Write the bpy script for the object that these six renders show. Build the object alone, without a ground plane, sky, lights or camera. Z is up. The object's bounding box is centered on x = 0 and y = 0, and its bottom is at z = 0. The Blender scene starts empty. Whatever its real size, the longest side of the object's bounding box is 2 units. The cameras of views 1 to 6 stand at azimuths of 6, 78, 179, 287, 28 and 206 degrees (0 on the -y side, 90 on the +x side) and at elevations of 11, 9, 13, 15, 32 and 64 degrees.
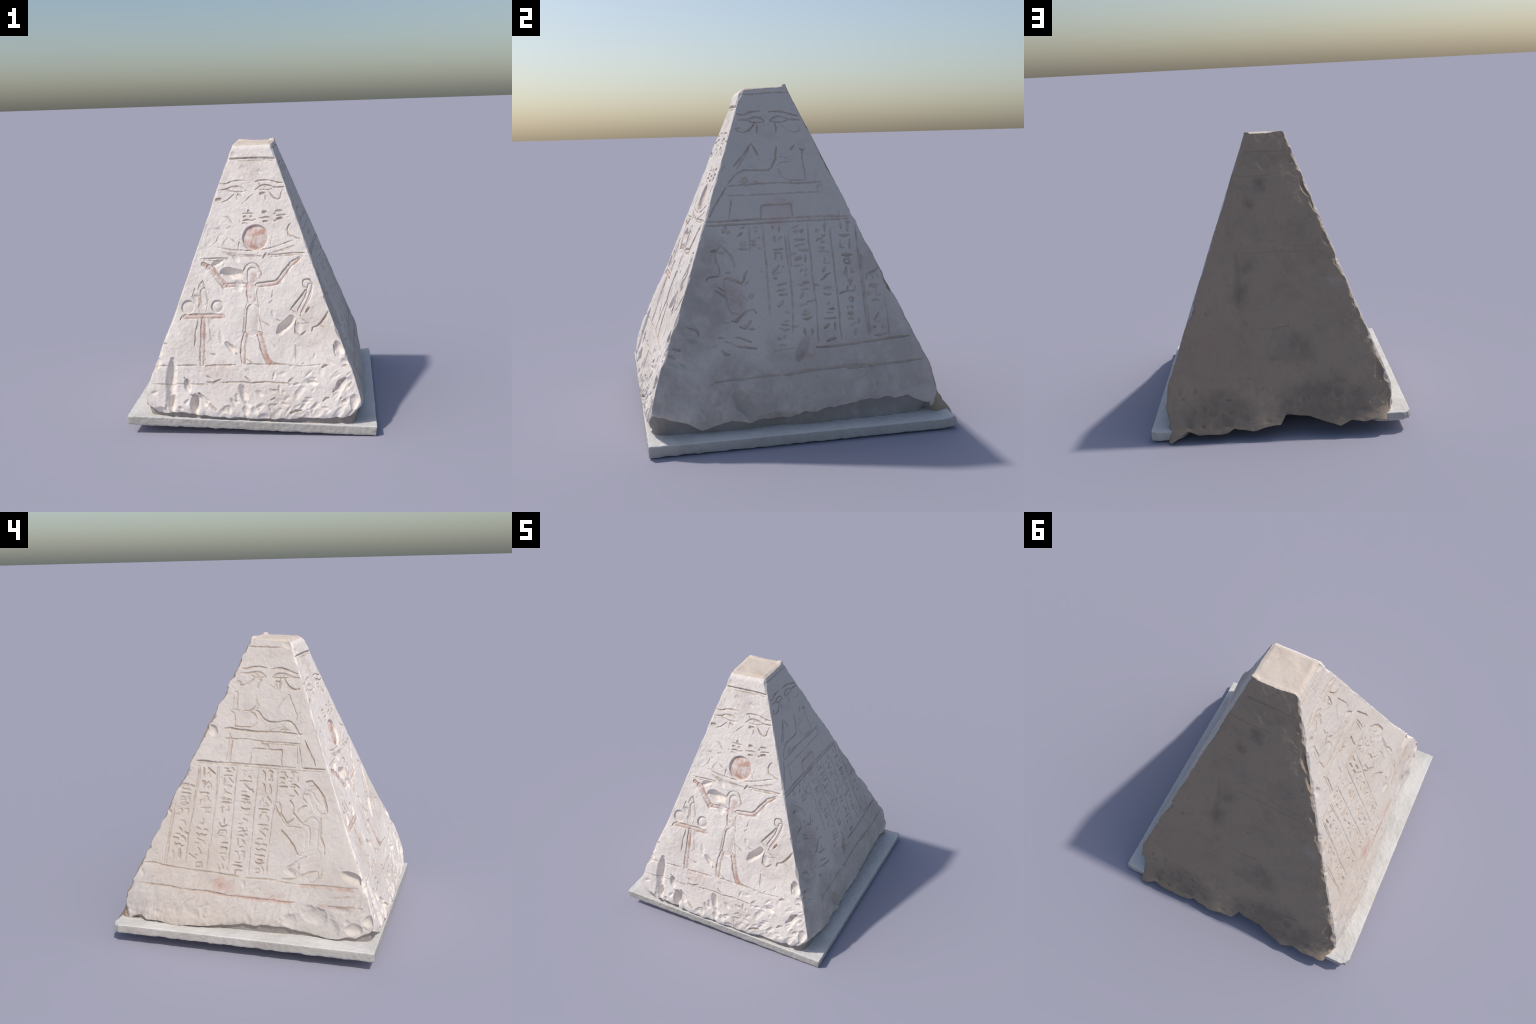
"""Truncated limestone pyramid with carved Egyptian reliefs on three sides, standing on a
thin, slightly tilted grey slab.

The block is one closed surface: four sloping faces between four straight arrises, a broken
top, and an undercut foot bedded on the slab.  Each face carries a relief (depth below the
dressed plane) that is the sum of incised strokes, sunk figures, scooped damage and grain.
The faces are finally split by motif into child meshes that share their border vertices."""
import bpy
import math
import numpy as np

rng = np.random.default_rng(20)

# ------------------------------------------------------------------ frame of the block
# arrises: plan position at z = 0.20 and at z = 1.95
Z_LOW, Z_HIGH = 0.20, 1.95
ARRIS = {
    "fl": ((-0.763, -0.902), (-0.158, -0.214)),
    "fr": ((0.768, -0.893), (0.143, -0.229)),
    "br": ((0.823, 0.800), (0.160, 0.066)),
    "bl": ((-0.806, 0.872), (-0.158, 0.083)),
}
# faces in order round the block: start arris, end arris, columns of the grid
FACES = {
    "front": ("fl", "fr", 430),
    "right": ("fr", "br", 420),
    "back": ("br", "bl", 260),
    "left": ("bl", "fl", 430),
}
AXIS = {"front": 0, "right": 1, "back": 0, "left": 1}   # x or y runs along the face
ROWS, FOOT_ROWS, CAP_RINGS = 560, 14, 44


def arris_at(name, z):
    (x0, y0), (x1, y1) = ARRIS[name]
    t = (np.asarray(z, float) - Z_LOW) / (Z_HIGH - Z_LOW)
    return np.stack([x0 + (x1 - x0) * t, y0 + (y1 - y0) * t, np.asarray(z, float) + 0 * t], -1)


def face_normal(face):
    a, b, _ = FACES[face]
    pts = np.array([arris_at(a, Z_LOW), arris_at(b, Z_LOW), arris_at(a, Z_HIGH), arris_at(b, Z_HIGH)])
    c = pts.mean(0)
    n = np.linalg.svd(pts - c)[2][2]
    return n if n @ (c - np.array([0, 0, 1.0])) > 0 else -n


NORMAL = {f: face_normal(f) for f in FACES}
STRETCH = {f: 1.0 / math.hypot(*NORMAL[f][:2]) for f in FACES}   # slope length per height


# ------------------------------------------------------------------ noise
def lattice(ix, iy, iz, seed):
    h = (ix * 374761393 + iy * 668265263 + iz * 2147483647 + seed * 974634777) & 0xFFFFFFFF
    h = ((h ^ (h >> 13)) * 1274126177) & 0xFFFFFFFF
    return ((h ^ (h >> 16)) & 0xFFFF) / 65535.0


def value_noise(p, seed):
    i = np.floor(p).astype(np.int64)
    f = p - i
    f = f * f * (3 - 2 * f)
    out = 0
    for dx in (0, 1):
        wx = f[..., 0] if dx else 1 - f[..., 0]
        for dy in (0, 1):
            wy = f[..., 1] if dy else 1 - f[..., 1]
            for dz in (0, 1):
                wz = f[..., 2] if dz else 1 - f[..., 2]
                out = out + wx * wy * wz * lattice(i[..., 0] + dx, i[..., 1] + dy, i[..., 2] + dz, seed)
    return out * 2 - 1


def fbm(p, scale, octaves=3, seed=0, gain=0.5):
    total, amp = 0, 1.0
    for k in range(octaves):
        total = total + amp * value_noise(p * (scale * 2 ** k) + 17.3 * k, seed + k)
        amp *= gain
    return total


def smooth(a, b, x):
    t = np.clip((x - a) / (b - a), 0, 1)
    return t * t * (3 - 2 * t)


# ------------------------------------------------------------------ relief descriptions (millimetres)
STROKES = {f: [] for f in FACES}     # (motif, half width, depth, points)
SCOOPS = {f: [] for f in FACES}      # (s, z, long half axis, short half axis, angle, depth)
LIMBS = {f: [] for f in FACES}       # (motif, half width, depth, points)
DISCS = {f: [] for f in FACES}       # (motif, s, z, radius, edge depth, dome)


def carve(face, motif, strokes):
    for half, depth, *pts in strokes:
        STROKES[face].append((motif, half, depth, pts))


def scoop(face, items):
    SCOOPS[face].extend(items)


def limb(face, motif, half, depth, *pts):
    LIMBS[face].append((motif, half, depth, pts))


def disc(face, motif, s, z, radius, edge, dome):
    DISCS[face].append((motif, s, z, radius, edge, dome))


# ---- incised line work: half width, depth, then points (along the face, height)

carve("front", "top_band", [
    (6, 8, (-173,1869), (-107,1870), (-13,1872), (90,1871), (160,1866)),
    (7, 2.5, (-102,1851), (44,1854), (151,1852)),
])

carve("front", "eyes", [
    (5, 6, (-244,1698), (-219,1692), (-188,1694), (-157,1706), (-126,1713), (-85,1713), (-49,1713)),
    (6, 7, (-248,1648), (-213,1651), (-182,1657), (-156,1669), (-120,1673), (-90,1672), (-69,1660), (-43,1640)),
    (5, 6, (-187,1650), (-161,1640), (-120,1634), (-79,1635), (-43,1640)),
    (9, 4, (-136,1666), (-110,1669)),
    (4, 4, (-69,1694), (-79,1680)),
    (6, 6, (-135,1619), (-161,1596), (-186,1574), (-222,1565)),
    (10, 9, (-259,1583), (-233,1587)),
    (8, 6, (-102,1614), (-87,1609)),
    (5, 3, (-112,1607), (-112,1577)),
    (5, 4, (13,1621), (-23,1595), (-48,1571), (-74,1553)),
    (6, 8, (23,1704), (44,1711), (90,1714), (131,1710), (161,1703), (192,1694), (225,1696)),
    (6, 8, (18,1646), (39,1657), (59,1674), (90,1681), (125,1677), (151,1667), (171,1663), (207,1663), (232,1665)),
    (5, 6, (44,1650), (69,1646), (100,1644), (131,1648), (156,1660)),
    (5, 6, (115,1643), (136,1616), (156,1591), (186,1578), (207,1593)),
    (5, 4, (220,1648), (209,1619), (204,1595)),
    (10, 9, (64,1618), (85,1622)),
    (5, 3, (97,1632), (95,1578)),
    (4, 3, (44,1701), (59,1676)),
    (9, 4, (69,1676), (110,1675)),
])

carve("front", "short_text", [
    (8, 7, (-27,1502), (-27,1498)),
    (6, 6, (-68,1484), (11,1483)),
    (8, 7, (-58,1462), (-45,1462)),
    (7, 5, (-14,1463), (-4,1462)),
    (6, 6, (-65,1435), (-32,1440), (-7,1434), (24,1443)),
    (5, 4, (-73,1416), (-52,1419), (-29,1411)),
    (11, 10, (82,1492), (95,1491)),
    (6, 6, (54,1452), (80,1451), (100,1456), (123,1456)),
    (6, 6, (85,1427), (110,1427)),
    (5, 5, (166,1494), (186,1503), (206,1503), (224,1497)),
    (4, 3, (181,1494), (206,1494)),
    (7, 5, (163,1479), (168,1478)),
    (6, 6, (176,1466), (242,1472)),
    (9, 8, (186,1444), (211,1450)),
    (5, 4, (161,1429), (186,1438)),
])

carve("front", "boat", [
    (5, 5, (-99,1239), (-97,1272), (-92,1286), (-72,1267), (-41,1247), (9,1240)),
    (5, 3, (138,1264), (133,1292), (123,1297)),
    (5, 5, (-247,1256), (-198,1245), (-148,1235), (-92,1232), (-11,1229), (55,1233), (115,1241), (181,1257), (246,1279), (296,1295)),
    (9, 3, (-224,1224), (-163,1209), (-92,1201), (-21,1195), (65,1191)),
    (8, 3, (115,1202), (175,1220), (231,1234), (301,1256)),
    (5, 3, (-308,1257), (-280,1275), (-260,1294), (-245,1328)),
    (5, 3, (-222,1260), (-199,1293), (-181,1322)),
    (5, 3, (-158,1316), (-128,1292)),
    (6, 4, (277,1410), (262,1396), (254,1362), (261,1333), (296,1321), (321,1310), (344,1307)),
    (6, 2.5, (-277,1381), (-246,1383), (-226,1395)),
    (6, 2.5, (-185,1384), (-154,1396)),
    (6, 2.5, (-211,1462), (-180,1462), (-144,1417)),
])

carve("front", "register_line", [
    (5, 6, (-376,1177), (-315,1178), (-254,1181), (-172,1180)),
    (5, 4, (-81,1191), (-1,1192), (75,1192)),
    (5, 6, (115,1197), (205,1202), (281,1207), (341,1209), (380,1210)),
    (4, 3, (130,1185), (230,1191), (345,1199)),
    (4, 3, (-376,1169), (-274,1163), (-172,1171)),
    (10, 7, (80,1177), (103,1210)),
])

carve("front", "raised_arms", [
    (6, 6, (-287,1133), (-258,1090), (-221,1050), (-184,1003), (-170,990)),
    (5, 5, (-361,1147), (-328,1112), (-291,1099), (-263,1059), (-230,1012), (-202,973)),
    (5, 4, (-352,1145), (-305,1116)),
    (5, 4, (-184,1003), (-129,1006)),
    (5, 3, (-179,986), (-129,987)),
    (6, 8, (34,1010), (84,1015), (134,1020), (170,1024), (193,1045), (216,1079), (243,1109), (261,1128), (275,1149), (302,1164), (316,1161)),
    (5, 5, (343,1178), (330,1159), (316,1142), (289,1125)),
    (5, 5, (57,983), (98,985), (134,991), (179,999), (202,1007), (225,1032), (243,1057), (257,1091), (275,1117), (289,1127)),
    (5, 4, (334,1163), (311,1146), (289,1142)),
])

carve("front", "figure", [
    (6, 8, (-69,1066), (-62,1091), (-44,1121), (-21,1140), (2,1144), (29,1137), (48,1120), (54,1103)),
    (5, 4, (54,1103), (66,1081), (70,1068), (59,1060), (61,1043), (39,1039), (30,1017)),
    (5, 4, (-69,1066), (-73,1031), (-62,1014)),
    (5, 3, (-14,1095), (-12,1061), (-7,1039), (-7,992)),
    (6, 3, (29,1086), (48,1088)),
    (5, 4, (-62,1012), (-39,1010), (-25,992), (-25,967), (-39,950), (-29,907), (-29,878), (-43,848), (-52,831)),
    (5, 4, (57,983), (39,966), (34,941), (41,907), (46,868), (48,826)),
    (6, 5, (-23,950), (-2,949)),
    (5, 5, (-40,835), (-6,822), (35,805)),
    (4, 3, (-33,848), (12,831)),
    (5, 4, (-52,831), (-53,772), (-58,722), (-62,680)),
    (5, 3, (48,822), (55,771), (75,700), (80,679)),
    (5, 3, (48,805), (21,763), (-6,713), (-17,684)),
    (6, 6, (-19,684), (17,694), (39,690), (75,679)),
    (5, 3, (61,979), (80,966), (89,953)),
    (5, 5, (-55,682), (-65,636), (-77,581), (-77,535), (-71,494), (-56,478), (-24,475), (10,476)),
    (5, 4, (-18,677), (-35,636), (-42,581), (-40,535), (-37,508), (-20,501), (10,478)),
    (5, 4, (29,677), (49,644), (64,612), (57,585), (79,548), (94,512), (108,480)),
    (5, 5, (74,676), (86,640), (98,594), (111,557), (123,516), (148,489), (177,482)),
    (4, 4, (108,473), (177,475)),
])

carve("front", "ground_line", [
    (6, 7, (-666,464), (-612,463), (-571,463)),
    (6, 7, (-523,464), (-466,467), (-384,469)),
    (6, 7, (-325,464), (-267,468), (-199,468), (-114,473)),
    (5, 5, (-187,465), (-123,470)),
    (5, 5, (-54,475), (10,476), (89,473), (177,476), (255,471)),
    (5, 4, (255,471), (323,462), (357,461), (474,470)),
    (6, 3, (-691,346), (-604,345), (-509,347), (-436,349), (-373,345), (-310,347)),
    (6, 6, (-198,358), (-131,357), (-86,359), (-11,359)),
    (6, 6, (-186,359), (-88,359), (1,354), (89,361), (157,356), (264,352)),
])

carve("front", "standard", [
    (5, 7, (-452,802), (-401,805), (-346,804), (-301,806), (-255,808)),
    (5, 5, (-479,778), (-346,777), (-200,778)),
    (7, 6, (-511,767), (-497,788), (-470,805), (-452,802)),
    (7, 7, (-388,971), (-372,1005), (-354,1030)),
    (5, 5, (-354,1030), (-340,987), (-326,944), (-316,902), (-320,851), (-328,817)),
    (6, 3, (-367,962), (-376,911), (-379,851), (-372,817)),
    (7, 6, (-409,980), (-418,945), (-431,920)),
    (7, 7, (-422,928), (-403,930), (-376,926)),
    (5, 4, (-359,766), (-360,682), (-361,570)),
    (5, 4, (-330,766), (-329,682), (-327,598)),
    (7, 5, (-380,770), (-386,732), (-397,690), (-398,640), (-402,598)),
    (5, 3, (-305,770), (-299,702), (-289,639), (-321,610)),
    (7, 5, (-364,598), (-363,539), (-371,498)),
    (5, 4, (-327,597), (-326,498), (-335,477)),
])

carve("front", "plume", [
    (6, 8, (360,1009), (367,1026), (387,1032), (410,1029), (423,1013)),
    (5, 5, (360,1009), (364,988), (382,975), (400,979)),
    (6, 8, (382,962), (350,920), (314,879), (273,830)),
    (5, 4, (428,1008), (423,970), (404,920), (377,865), (354,823), (340,786)),
    (5, 4, (273,830), (314,811), (331,790)),
    (10, 9, (403,842), (383,813)),
    (5, 4, (349,773), (402,739)),
    (5, 4, (349,736), (403,744)),
    (7, 9, (537,816), (514,780), (487,743), (460,722), (429,712), (422,689)),
    (5, 4, (478,724), (504,712)),
    (6, 6, (313,761), (306,719), (308,682), (344,661), (384,694)),
    (5, 4, (152,956), (139,914)),
    (5, 4, (143,891), (127,876)),
    (4, 4, (179,764), (201,756)),
    (4, 3, (75,754), (107,737), (129,723)),
])

carve("front", "cracks", [
    (6, 7, (-155,605), (-128,580), (-101,538)),
    (6, 6, (-629,614), (-592,607)),
    (6, 9, (-471,390), (-450,365), (-431,316)),
    (7, 10, (-372,291), (-336,267)),
    (7, 8, (-426,279), (-381,267)),
    (5, 8, (-315,400), (-277,382)),
    (7, 7, (-315,361), (-270,355), (-238,369), (-212,378)),
    (7, 9, (-322,234), (-281,210), (-245,182)),
    (7, 6, (-290,543), (-263,539)),
    (6, 8, (563,596), (570,555), (574,524)),
    (5, 3, (305,602), (309,557), (309,507)),
    (8, 8, (259,363), (294,387)),
    (12, 15, (637,380), (602,354), (588,323), (563,296)),
    (8, 8, (684,362), (664,327)),
    (7, 6, (488,452), (522,466)),
    (7, 6, (619,456), (648,467)),
    (7, 7, (704,382), (723,398)),
    (9, 9, (495,238), (515,256), (534,260)),
    (8, 7, (629,234), (644,243)),
    (9, 10, (273,165), (307,176), (350,181)),
    (6, 6, (-44,395), (-4,363)),
    (7, 7, (138,247), (162,256)),
    (7, 6, (157,309), (181,307)),
])

carve("left", "top_band", [
    (5, 5, (87,1932), (29,1928), (-33,1926), (-91,1925), (-148,1926)),
])

carve("left", "eyes", [
    (7, 8, (118,1789), (84,1787), (54,1795), (27,1800), (-17,1799), (-57,1794)),
    (7, 8, (122,1761), (86,1756), (51,1760), (24,1765), (-11,1766), (-29,1759), (-43,1746), (-58,1736)),
    (6, 7, (45,1745), (17,1733), (-5,1730), (-40,1734), (-58,1736)),
    (7, 8, (21,1725), (42,1708), (67,1690), (93,1681), (115,1679), (130,1697)),
    (10, 8, (133,1701), (119,1694)),
    (9, 7, (-8,1717), (-24,1714)),
    (6, 4, (-11,1709), (-9,1685), (-8,1664)),
    (7, 8, (-104,1790), (-132,1793), (-167,1791), (-198,1783), (-234,1767), (-261,1760), (-291,1758)),
    (7, 8, (-102,1735), (-118,1750), (-144,1759), (-174,1758), (-205,1751), (-236,1739), (-263,1733), (-295,1734)),
    (6, 7, (-102,1735), (-132,1733), (-168,1730), (-198,1732), (-215,1737)),
    (8, 9, (-190,1724), (-200,1700), (-215,1680), (-238,1664), (-264,1659), (-292,1663)),
    (8, 7, (-130,1707), (-152,1705)),
    (6, 6, (-159,1724), (-162,1691), (-156,1655)),
    (5, 3, (-130,1703), (-146,1647)),
    (5, 3, (-79,1688), (-111,1674), (-144,1647)),
    (7, 4, (10,1754), (-8,1742)),
    (7, 4, (-162,1752), (-180,1744)),
])

carve("left", "jackal", [
    (6, 6, (152,1637), (132,1638), (129,1617), (129,1568), (127,1527), (115,1517)),
    (4, 3, (158,1526), (131,1525)),
    (4, 2.5, (152,1617), (155,1567), (159,1531)),
    (5, 4, (182,1520), (159,1510), (145,1498), (137,1466), (134,1421)),
    (5, 5, (-2,1614), (-5,1579), (-24,1555), (-13,1535)),
    (5, 5, (79,1518), (39,1519), (18,1530), (-2,1555)),
    (6, 4, (39,1513), (7,1502), (-11,1478), (-19,1454)),
    (5, 4, (-19,1454), (-8,1433), (13,1418)),
    (6, 5, (133,1419), (88,1413), (44,1415), (13,1417)),
    (6, 8, (-9,1520), (-28,1511), (-43,1491), (-62,1471), (-89,1456), (-120,1451), (-168,1452), (-198,1457), (-224,1460), (-250,1454), (-273,1437), (-293,1409), (-310,1382), (-350,1379)),
    (5, 6, (-215,1628), (-229,1624), (-242,1588), (-260,1557), (-275,1525), (-287,1505)),
    (4, 2.5, (-212,1616), (-184,1587), (-161,1550), (-143,1501)),
    (4, 4, (-288,1503), (-310,1514)),
    (4, 4, (-288,1497), (-288,1469)),
    (5, 4, (-196,1429), (-219,1411), (-250,1400)),
    (5, 3, (-94,1395), (-141,1409), (-197,1421)),
    (5, 4, (-177,1400), (-198,1407), (-229,1402)),
])

carve("left", "shrine", [
    (7, 8, (204,1403), (168,1404), (123,1397), (60,1394), (-11,1388), (-77,1388), (-143,1389), (-208,1386), (-295,1382)),
    (5, 5, (196,1340), (153,1337), (82,1339), (29,1337), (-16,1332), (-60,1328), (-148,1324), (-235,1323), (-329,1319)),
    (4, 3, (-61,1316), (-149,1313), (-235,1312), (-326,1309)),
    (5, 4, (170,1379), (159,1347), (162,1330)),
    (5, 5, (144,1327), (149,1282), (153,1233), (154,1185)),
    (4, 3, (166,1326), (172,1261), (178,1208)),
    (5, 5, (-320,1303), (-327,1260), (-337,1212), (-345,1169)),
    (4, 3, (-303,1302), (-317,1176)),
    (6, 8, (-353,1344), (-373,1301), (-398,1254), (-422,1220), (-433,1189)),
    (6, 7, (10,1275), (-20,1282), (-86,1279), (-152,1275), (-199,1277), (-203,1255), (-202,1215), (-209,1179)),
    (5, 3, (8,1275), (9,1227), (9,1182)),
    (9, 5, (-61,1316), (-97,1303), (-112,1283)),
])

carve("left", "register_line", [
    (6, 8, (387,1188), (307,1187), (239,1183), (149,1183), (38,1179), (-28,1179), (-116,1176), (-181,1174), (-203,1171), (-302,1171)),
    (6, 8, (-349,1171), (-417,1168), (-497,1168)),
    (4, 3, (384,1177), (238,1173), (59,1168), (-117,1160), (-291,1155), (-498,1154)),
])

carve("left", "column_line", [
    (4, 4, (365,1162), (366,1089), (377,1012), (381,929), (381,864), (390,808), (396,777), (402,707), (404,650)),
    (4, 4, (235,1168), (233,1061), (230,958), (232,872), (240,786), (240,660)),
    (4, 4, (514,908), (518,821), (529,734), (536,641)),
    (3.5, 3, (528,890), (538,786), (544,640)),
    (3.5, 3, (354,1163), (353,1090), (366,999), (370,930)),
    (3.5, 3, (221,1168), (220,1061), (224,958)),
    (4, 4, (98,1170), (100,1067), (103,964), (103,879), (106,777), (104,669)),
    (4, 4, (-51,1155), (-48,1057), (-45,955), (-42,853), (-40,752), (-38,679)),
    (4, 4, (-185,1151), (-186,1046), (-182,952), (-170,877), (-165,800), (-159,686)),
    (4, 4, (531,659), (540,571), (542,524)),
    (3.5, 3, (548,658), (556,563), (558,519)),
    (4, 4, (402,668), (408,573), (407,522)),
    (4, 4, (253,663), (256,555), (255,504)),
    (4, 4, (104,718), (107,610), (108,539)),
    (4, 4, (-40,698), (-36,602), (-34,485)),
    (4, 4, (-159,681), (-156,575), (-162,495)),
])

carve("left", "base_line", [
    (6, 6, (702,520), (623,522), (551,510), (476,503), (414,500), (352,494), (270,491), (189,488), (122,484)),
    (6, 6, (152,484), (112,481), (32,478)),
    (6, 5, (-8,473), (-86,475), (-164,475), (-226,475)),
    (5, 3, (-226,471), (-280,465), (-357,460)),
    (7, 8, (-379,460), (-467,460), (-540,461), (-604,460), (-672,455), (-747,459)),
    (7, 7, (728,393), (631,386), (505,381), (422,373), (340,369), (260,370), (179,364), (111,358)),
    (6, 6, (181,358), (101,354), (-18,355), (-135,352), (-212,351), (-289,347), (-365,350)),
    (6, 5, (-576,343), (-657,341), (-724,345), (-791,342)),
    (5, 3, (-577,393), (-653,401), (-742,411)),
])

carve("left", "glyphs_a", [
    (9, 9, (463,1034), (435,1032)),
    (7, 7, (411,1028), (391,1022)),
    (7, 7, (468,1008), (448,1002), (425,1001), (409,997)),
    (9, 9, (471,980), (445,974), (407,975)),
    (6, 5, (478,948), (463,953), (447,950), (449,933), (473,931)),
    (6, 6, (418,952), (414,933)),
    (5, 6, (476,907), (464,916), (440,917), (420,912), (439,902), (462,902), (476,907)),
    (8, 8, (476,876), (463,869), (465,845)),
    (7, 7, (440,876), (417,877), (418,844)),
    (6, 5, (498,843), (478,843)),
    (5, 4, (476,796), (461,804), (437,798), (423,772)),
    (6, 6, (473,758), (456,745), (446,729)),
    (6, 5, (488,716), (465,714)),
    (8, 7, (427,727), (407,719)),
    (8, 7, (502,691), (474,686)),
    (8, 7, (452,704), (431,692), (419,679)),
    (7, 7, (494,658), (484,644), (460,653), (447,639), (427,644)),
    (6, 5, (504,610), (497,581), (493,556)),
    (11, 6, (455,617), (450,563)),
])

carve("left", "glyphs_b", [
    (7, 7, (327,1143), (326,1115), (322,1088)),
    (8, 8, (296,1144), (281,1128), (249,1110)),
    (5, 4, (302,1106), (288,1117), (283,1086)),
    (8, 6, (329,1058), (317,1053)),
    (6, 6, (321,1057), (320,1019)),
    (5, 5, (315,1036), (290,1055), (273,1042), (267,1018)),
    (5, 4, (294,1013), (284,1027)),
    (7, 8, (346,986), (311,986), (276,983)),
    (5, 5, (335,914), (334,939), (319,948)),
    (6, 6, (313,964), (290,965), (284,948), (264,932)),
    (5, 4, (308,957), (308,930)),
    (7, 7, (333,890), (299,892), (260,893)),
    (6, 5, (292,862), (265,861)),
    (5, 3, (309,830), (303,810), (305,789)),
    (6, 5, (330,793), (305,791)),
    (8, 7, (345,764), (325,753)),
    (8, 7, (290,752), (274,748)),
    (7, 8, (346,728), (329,715), (311,723), (295,716), (276,722)),
    (6, 6, (339,694), (315,686), (295,680), (282,660)),
    (6, 6, (356,666), (325,664)),
    (7, 7, (330,640), (319,626), (308,598)),
    (6, 6, (390,596), (364,580), (334,567)),
    (6, 5, (344,592), (324,590)),
    (6, 6, (336,542), (335,517), (293,518), (297,545), (332,544)),
])

carve("left", "glyphs_c", [
    (7, 7, (183,1147), (160,1145)),
    (7, 7, (130,1151), (121,1138)),
    (7, 6, (174,1129), (140,1130)),
    (6, 6, (187,1102), (128,1103)),
    (6, 5, (182,1087), (178,1063), (178,1043)),
    (7, 7, (151,1088), (135,1072), (119,1061)),
    (7, 7, (157,1038), (132,1035)),
    (8, 8, (175,1014), (166,995), (150,987), (124,984)),
    (7, 7, (194,960), (182,952), (163,961)),
    (6, 6, (155,951), (136,954), (119,948)),
    (8, 7, (191,931), (125,931)),
    (6, 5, (182,909), (178,868)),
    (5, 4, (192,895), (169,899)),
    (6, 5, (138,911), (135,877)),
    (5, 4, (153,886), (138,887)),
    (6, 6, (162,831), (159,797)),
    (7, 8, (191,802), (184,782), (159,779), (138,792)),
    (6, 6, (200,727), (187,755), (146,757), (132,731)),
    (5, 4, (178,738), (156,740)),
    (5, 4, (181,721), (158,721)),
    (7, 7, (166,678), (128,681)),
    (7, 7, (168,678), (128,677)),
    (9, 8, (162,646), (133,644)),
    (6, 6, (171,611), (131,610)),
    (6, 6, (161,592), (139,569)),
    (6, 5, (184,540), (170,516)),
    (7, 6, (153,543), (145,525)),
    (6, 4, (120,538), (106,510)),
])

carve("left", "glyphs_d", [
    (5, 4, (67,1140), (48,1138), (29,1135)),
    (6, 5, (52,1131), (42,1100)),
    (5, 4, (18,1139), (-15,1139)),
    (8, 7, (10,1102), (-2,1094)),
    (7, 8, (69,1073), (32,1072), (-6,1072)),
    (8, 8, (38,1056), (21,1036), (1,1020), (-26,1008)),
    (6, 6, (8,1017), (-17,1023)),
    (6, 5, (49,1008), (22,1006)),
    (10, 9, (49,982), (-1,975)),
    (6, 6, (49,960), (26,958), (0,956)),
    (7, 6, (47,943), (32,937)),
    (8, 7, (9,937), (-6,936)),
    (8, 9, (52,909), (40,899), (17,894), (-9,900)),
    (6, 5, (29,863), (-12,863)),
    (6, 6, (27,836), (4,827)),
    (6, 6, (58,807), (43,799), (33,812)),
    (7, 7, (54,777), (26,775)),
    (7, 7, (54,753), (28,758), (-5,763)),
    (5, 4, (8,783), (-5,767)),
    (6, 6, (67,730), (41,733), (14,728)),
    (8, 7, (8,739), (-2,738)),
    (6, 6, (58,709), (55,675)),
    (7, 7, (26,707), (3,679)),
    (6, 5, (57,710), (52,667)),
    (7, 7, (24,709), (5,681), (-3,671)),
    (6, 5, (35,661), (12,661)),
    (6, 5, (69,631), (49,628)),
    (8, 7, (23,632), (7,629)),
    (6, 6, (48,618), (37,583)),
    (6, 6, (9,624), (5,585)),
    (6, 6, (67,563), (19,563)),
    (9, 9, (73,545), (53,541), (19,540)),
    (6, 6, (67,513), (35,515), (11,514)),
    (6, 5, (58,510), (58,485)),
])

carve("left", "glyphs_e", [
    (8, 9, (-82,1145), (-94,1130), (-102,1083)),
    (8, 8, (-132,1142), (-146,1134)),
    (6, 5, (-140,1132), (-146,1088)),
    (6, 5, (-127,1087), (-150,1085)),
    (8, 8, (-88,1065), (-98,1059), (-106,1009)),
    (8, 8, (-135,1057), (-143,1031), (-147,997)),
    (5, 4, (-91,981), (-98,947)),
    (7, 7, (-125,981), (-141,963), (-155,945)),
    (6, 5, (-100,922), (-116,945), (-137,924), (-100,922)),
    (8, 8, (-73,904), (-109,901), (-144,901)),
    (8, 6, (-99,883), (-121,883)),
    (6, 5, (-81,839), (-82,866), (-97,870)),
    (6, 6, (-127,865), (-139,852), (-141,825)),
    (7, 7, (-72,806), (-106,805), (-142,805)),
    (7, 7, (-122,781), (-141,777)),
    (8, 8, (-90,767), (-110,751), (-129,737)),
    (7, 6, (-79,717), (-98,719), (-113,716)),
    (9, 9, (-65,689), (-81,685), (-96,684)),
    (9, 8, (-112,684), (-139,682)),
    (9, 9, (-73,658), (-88,648), (-111,653), (-138,648)),
    (8, 9, (-68,622), (-94,615), (-135,614)),
    (6, 7, (-74,580), (-86,567), (-110,565), (-133,574)),
    (9, 8, (-92,588), (-116,586)),
    (6, 6, (-78,524), (-97,536), (-109,526), (-103,511), (-79,510)),
    (6, 6, (-119,548), (-130,528), (-131,503)),
])

carve("left", "glyphs_f", [
    (7, 7, (-208,1137), (-233,1138)),
    (7, 7, (-234,1126), (-252,1108)),
    (10, 9, (-207,1101), (-229,1099)),
    (6, 6, (-199,1067), (-220,1075), (-239,1069)),
    (9, 9, (-202,1050), (-230,1047), (-255,1050)),
    (7, 7, (-277,1138), (-299,1143), (-317,1140)),
    (5, 4, (-292,1132), (-297,1115)),
    (6, 5, (-308,1113), (-323,1110), (-324,1080)),
    (6, 5, (-273,1104), (-287,1102)),
    (6, 5, (-267,1084), (-281,1084)),
    (7, 7, (-283,1068), (-308,1064), (-335,1050)),
    (6, 5, (-277,1051), (-306,1050)),
    (6, 6, (-303,1035), (-319,1016), (-337,997)),
    (6, 4, (-281,996), (-303,995)),
])

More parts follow.
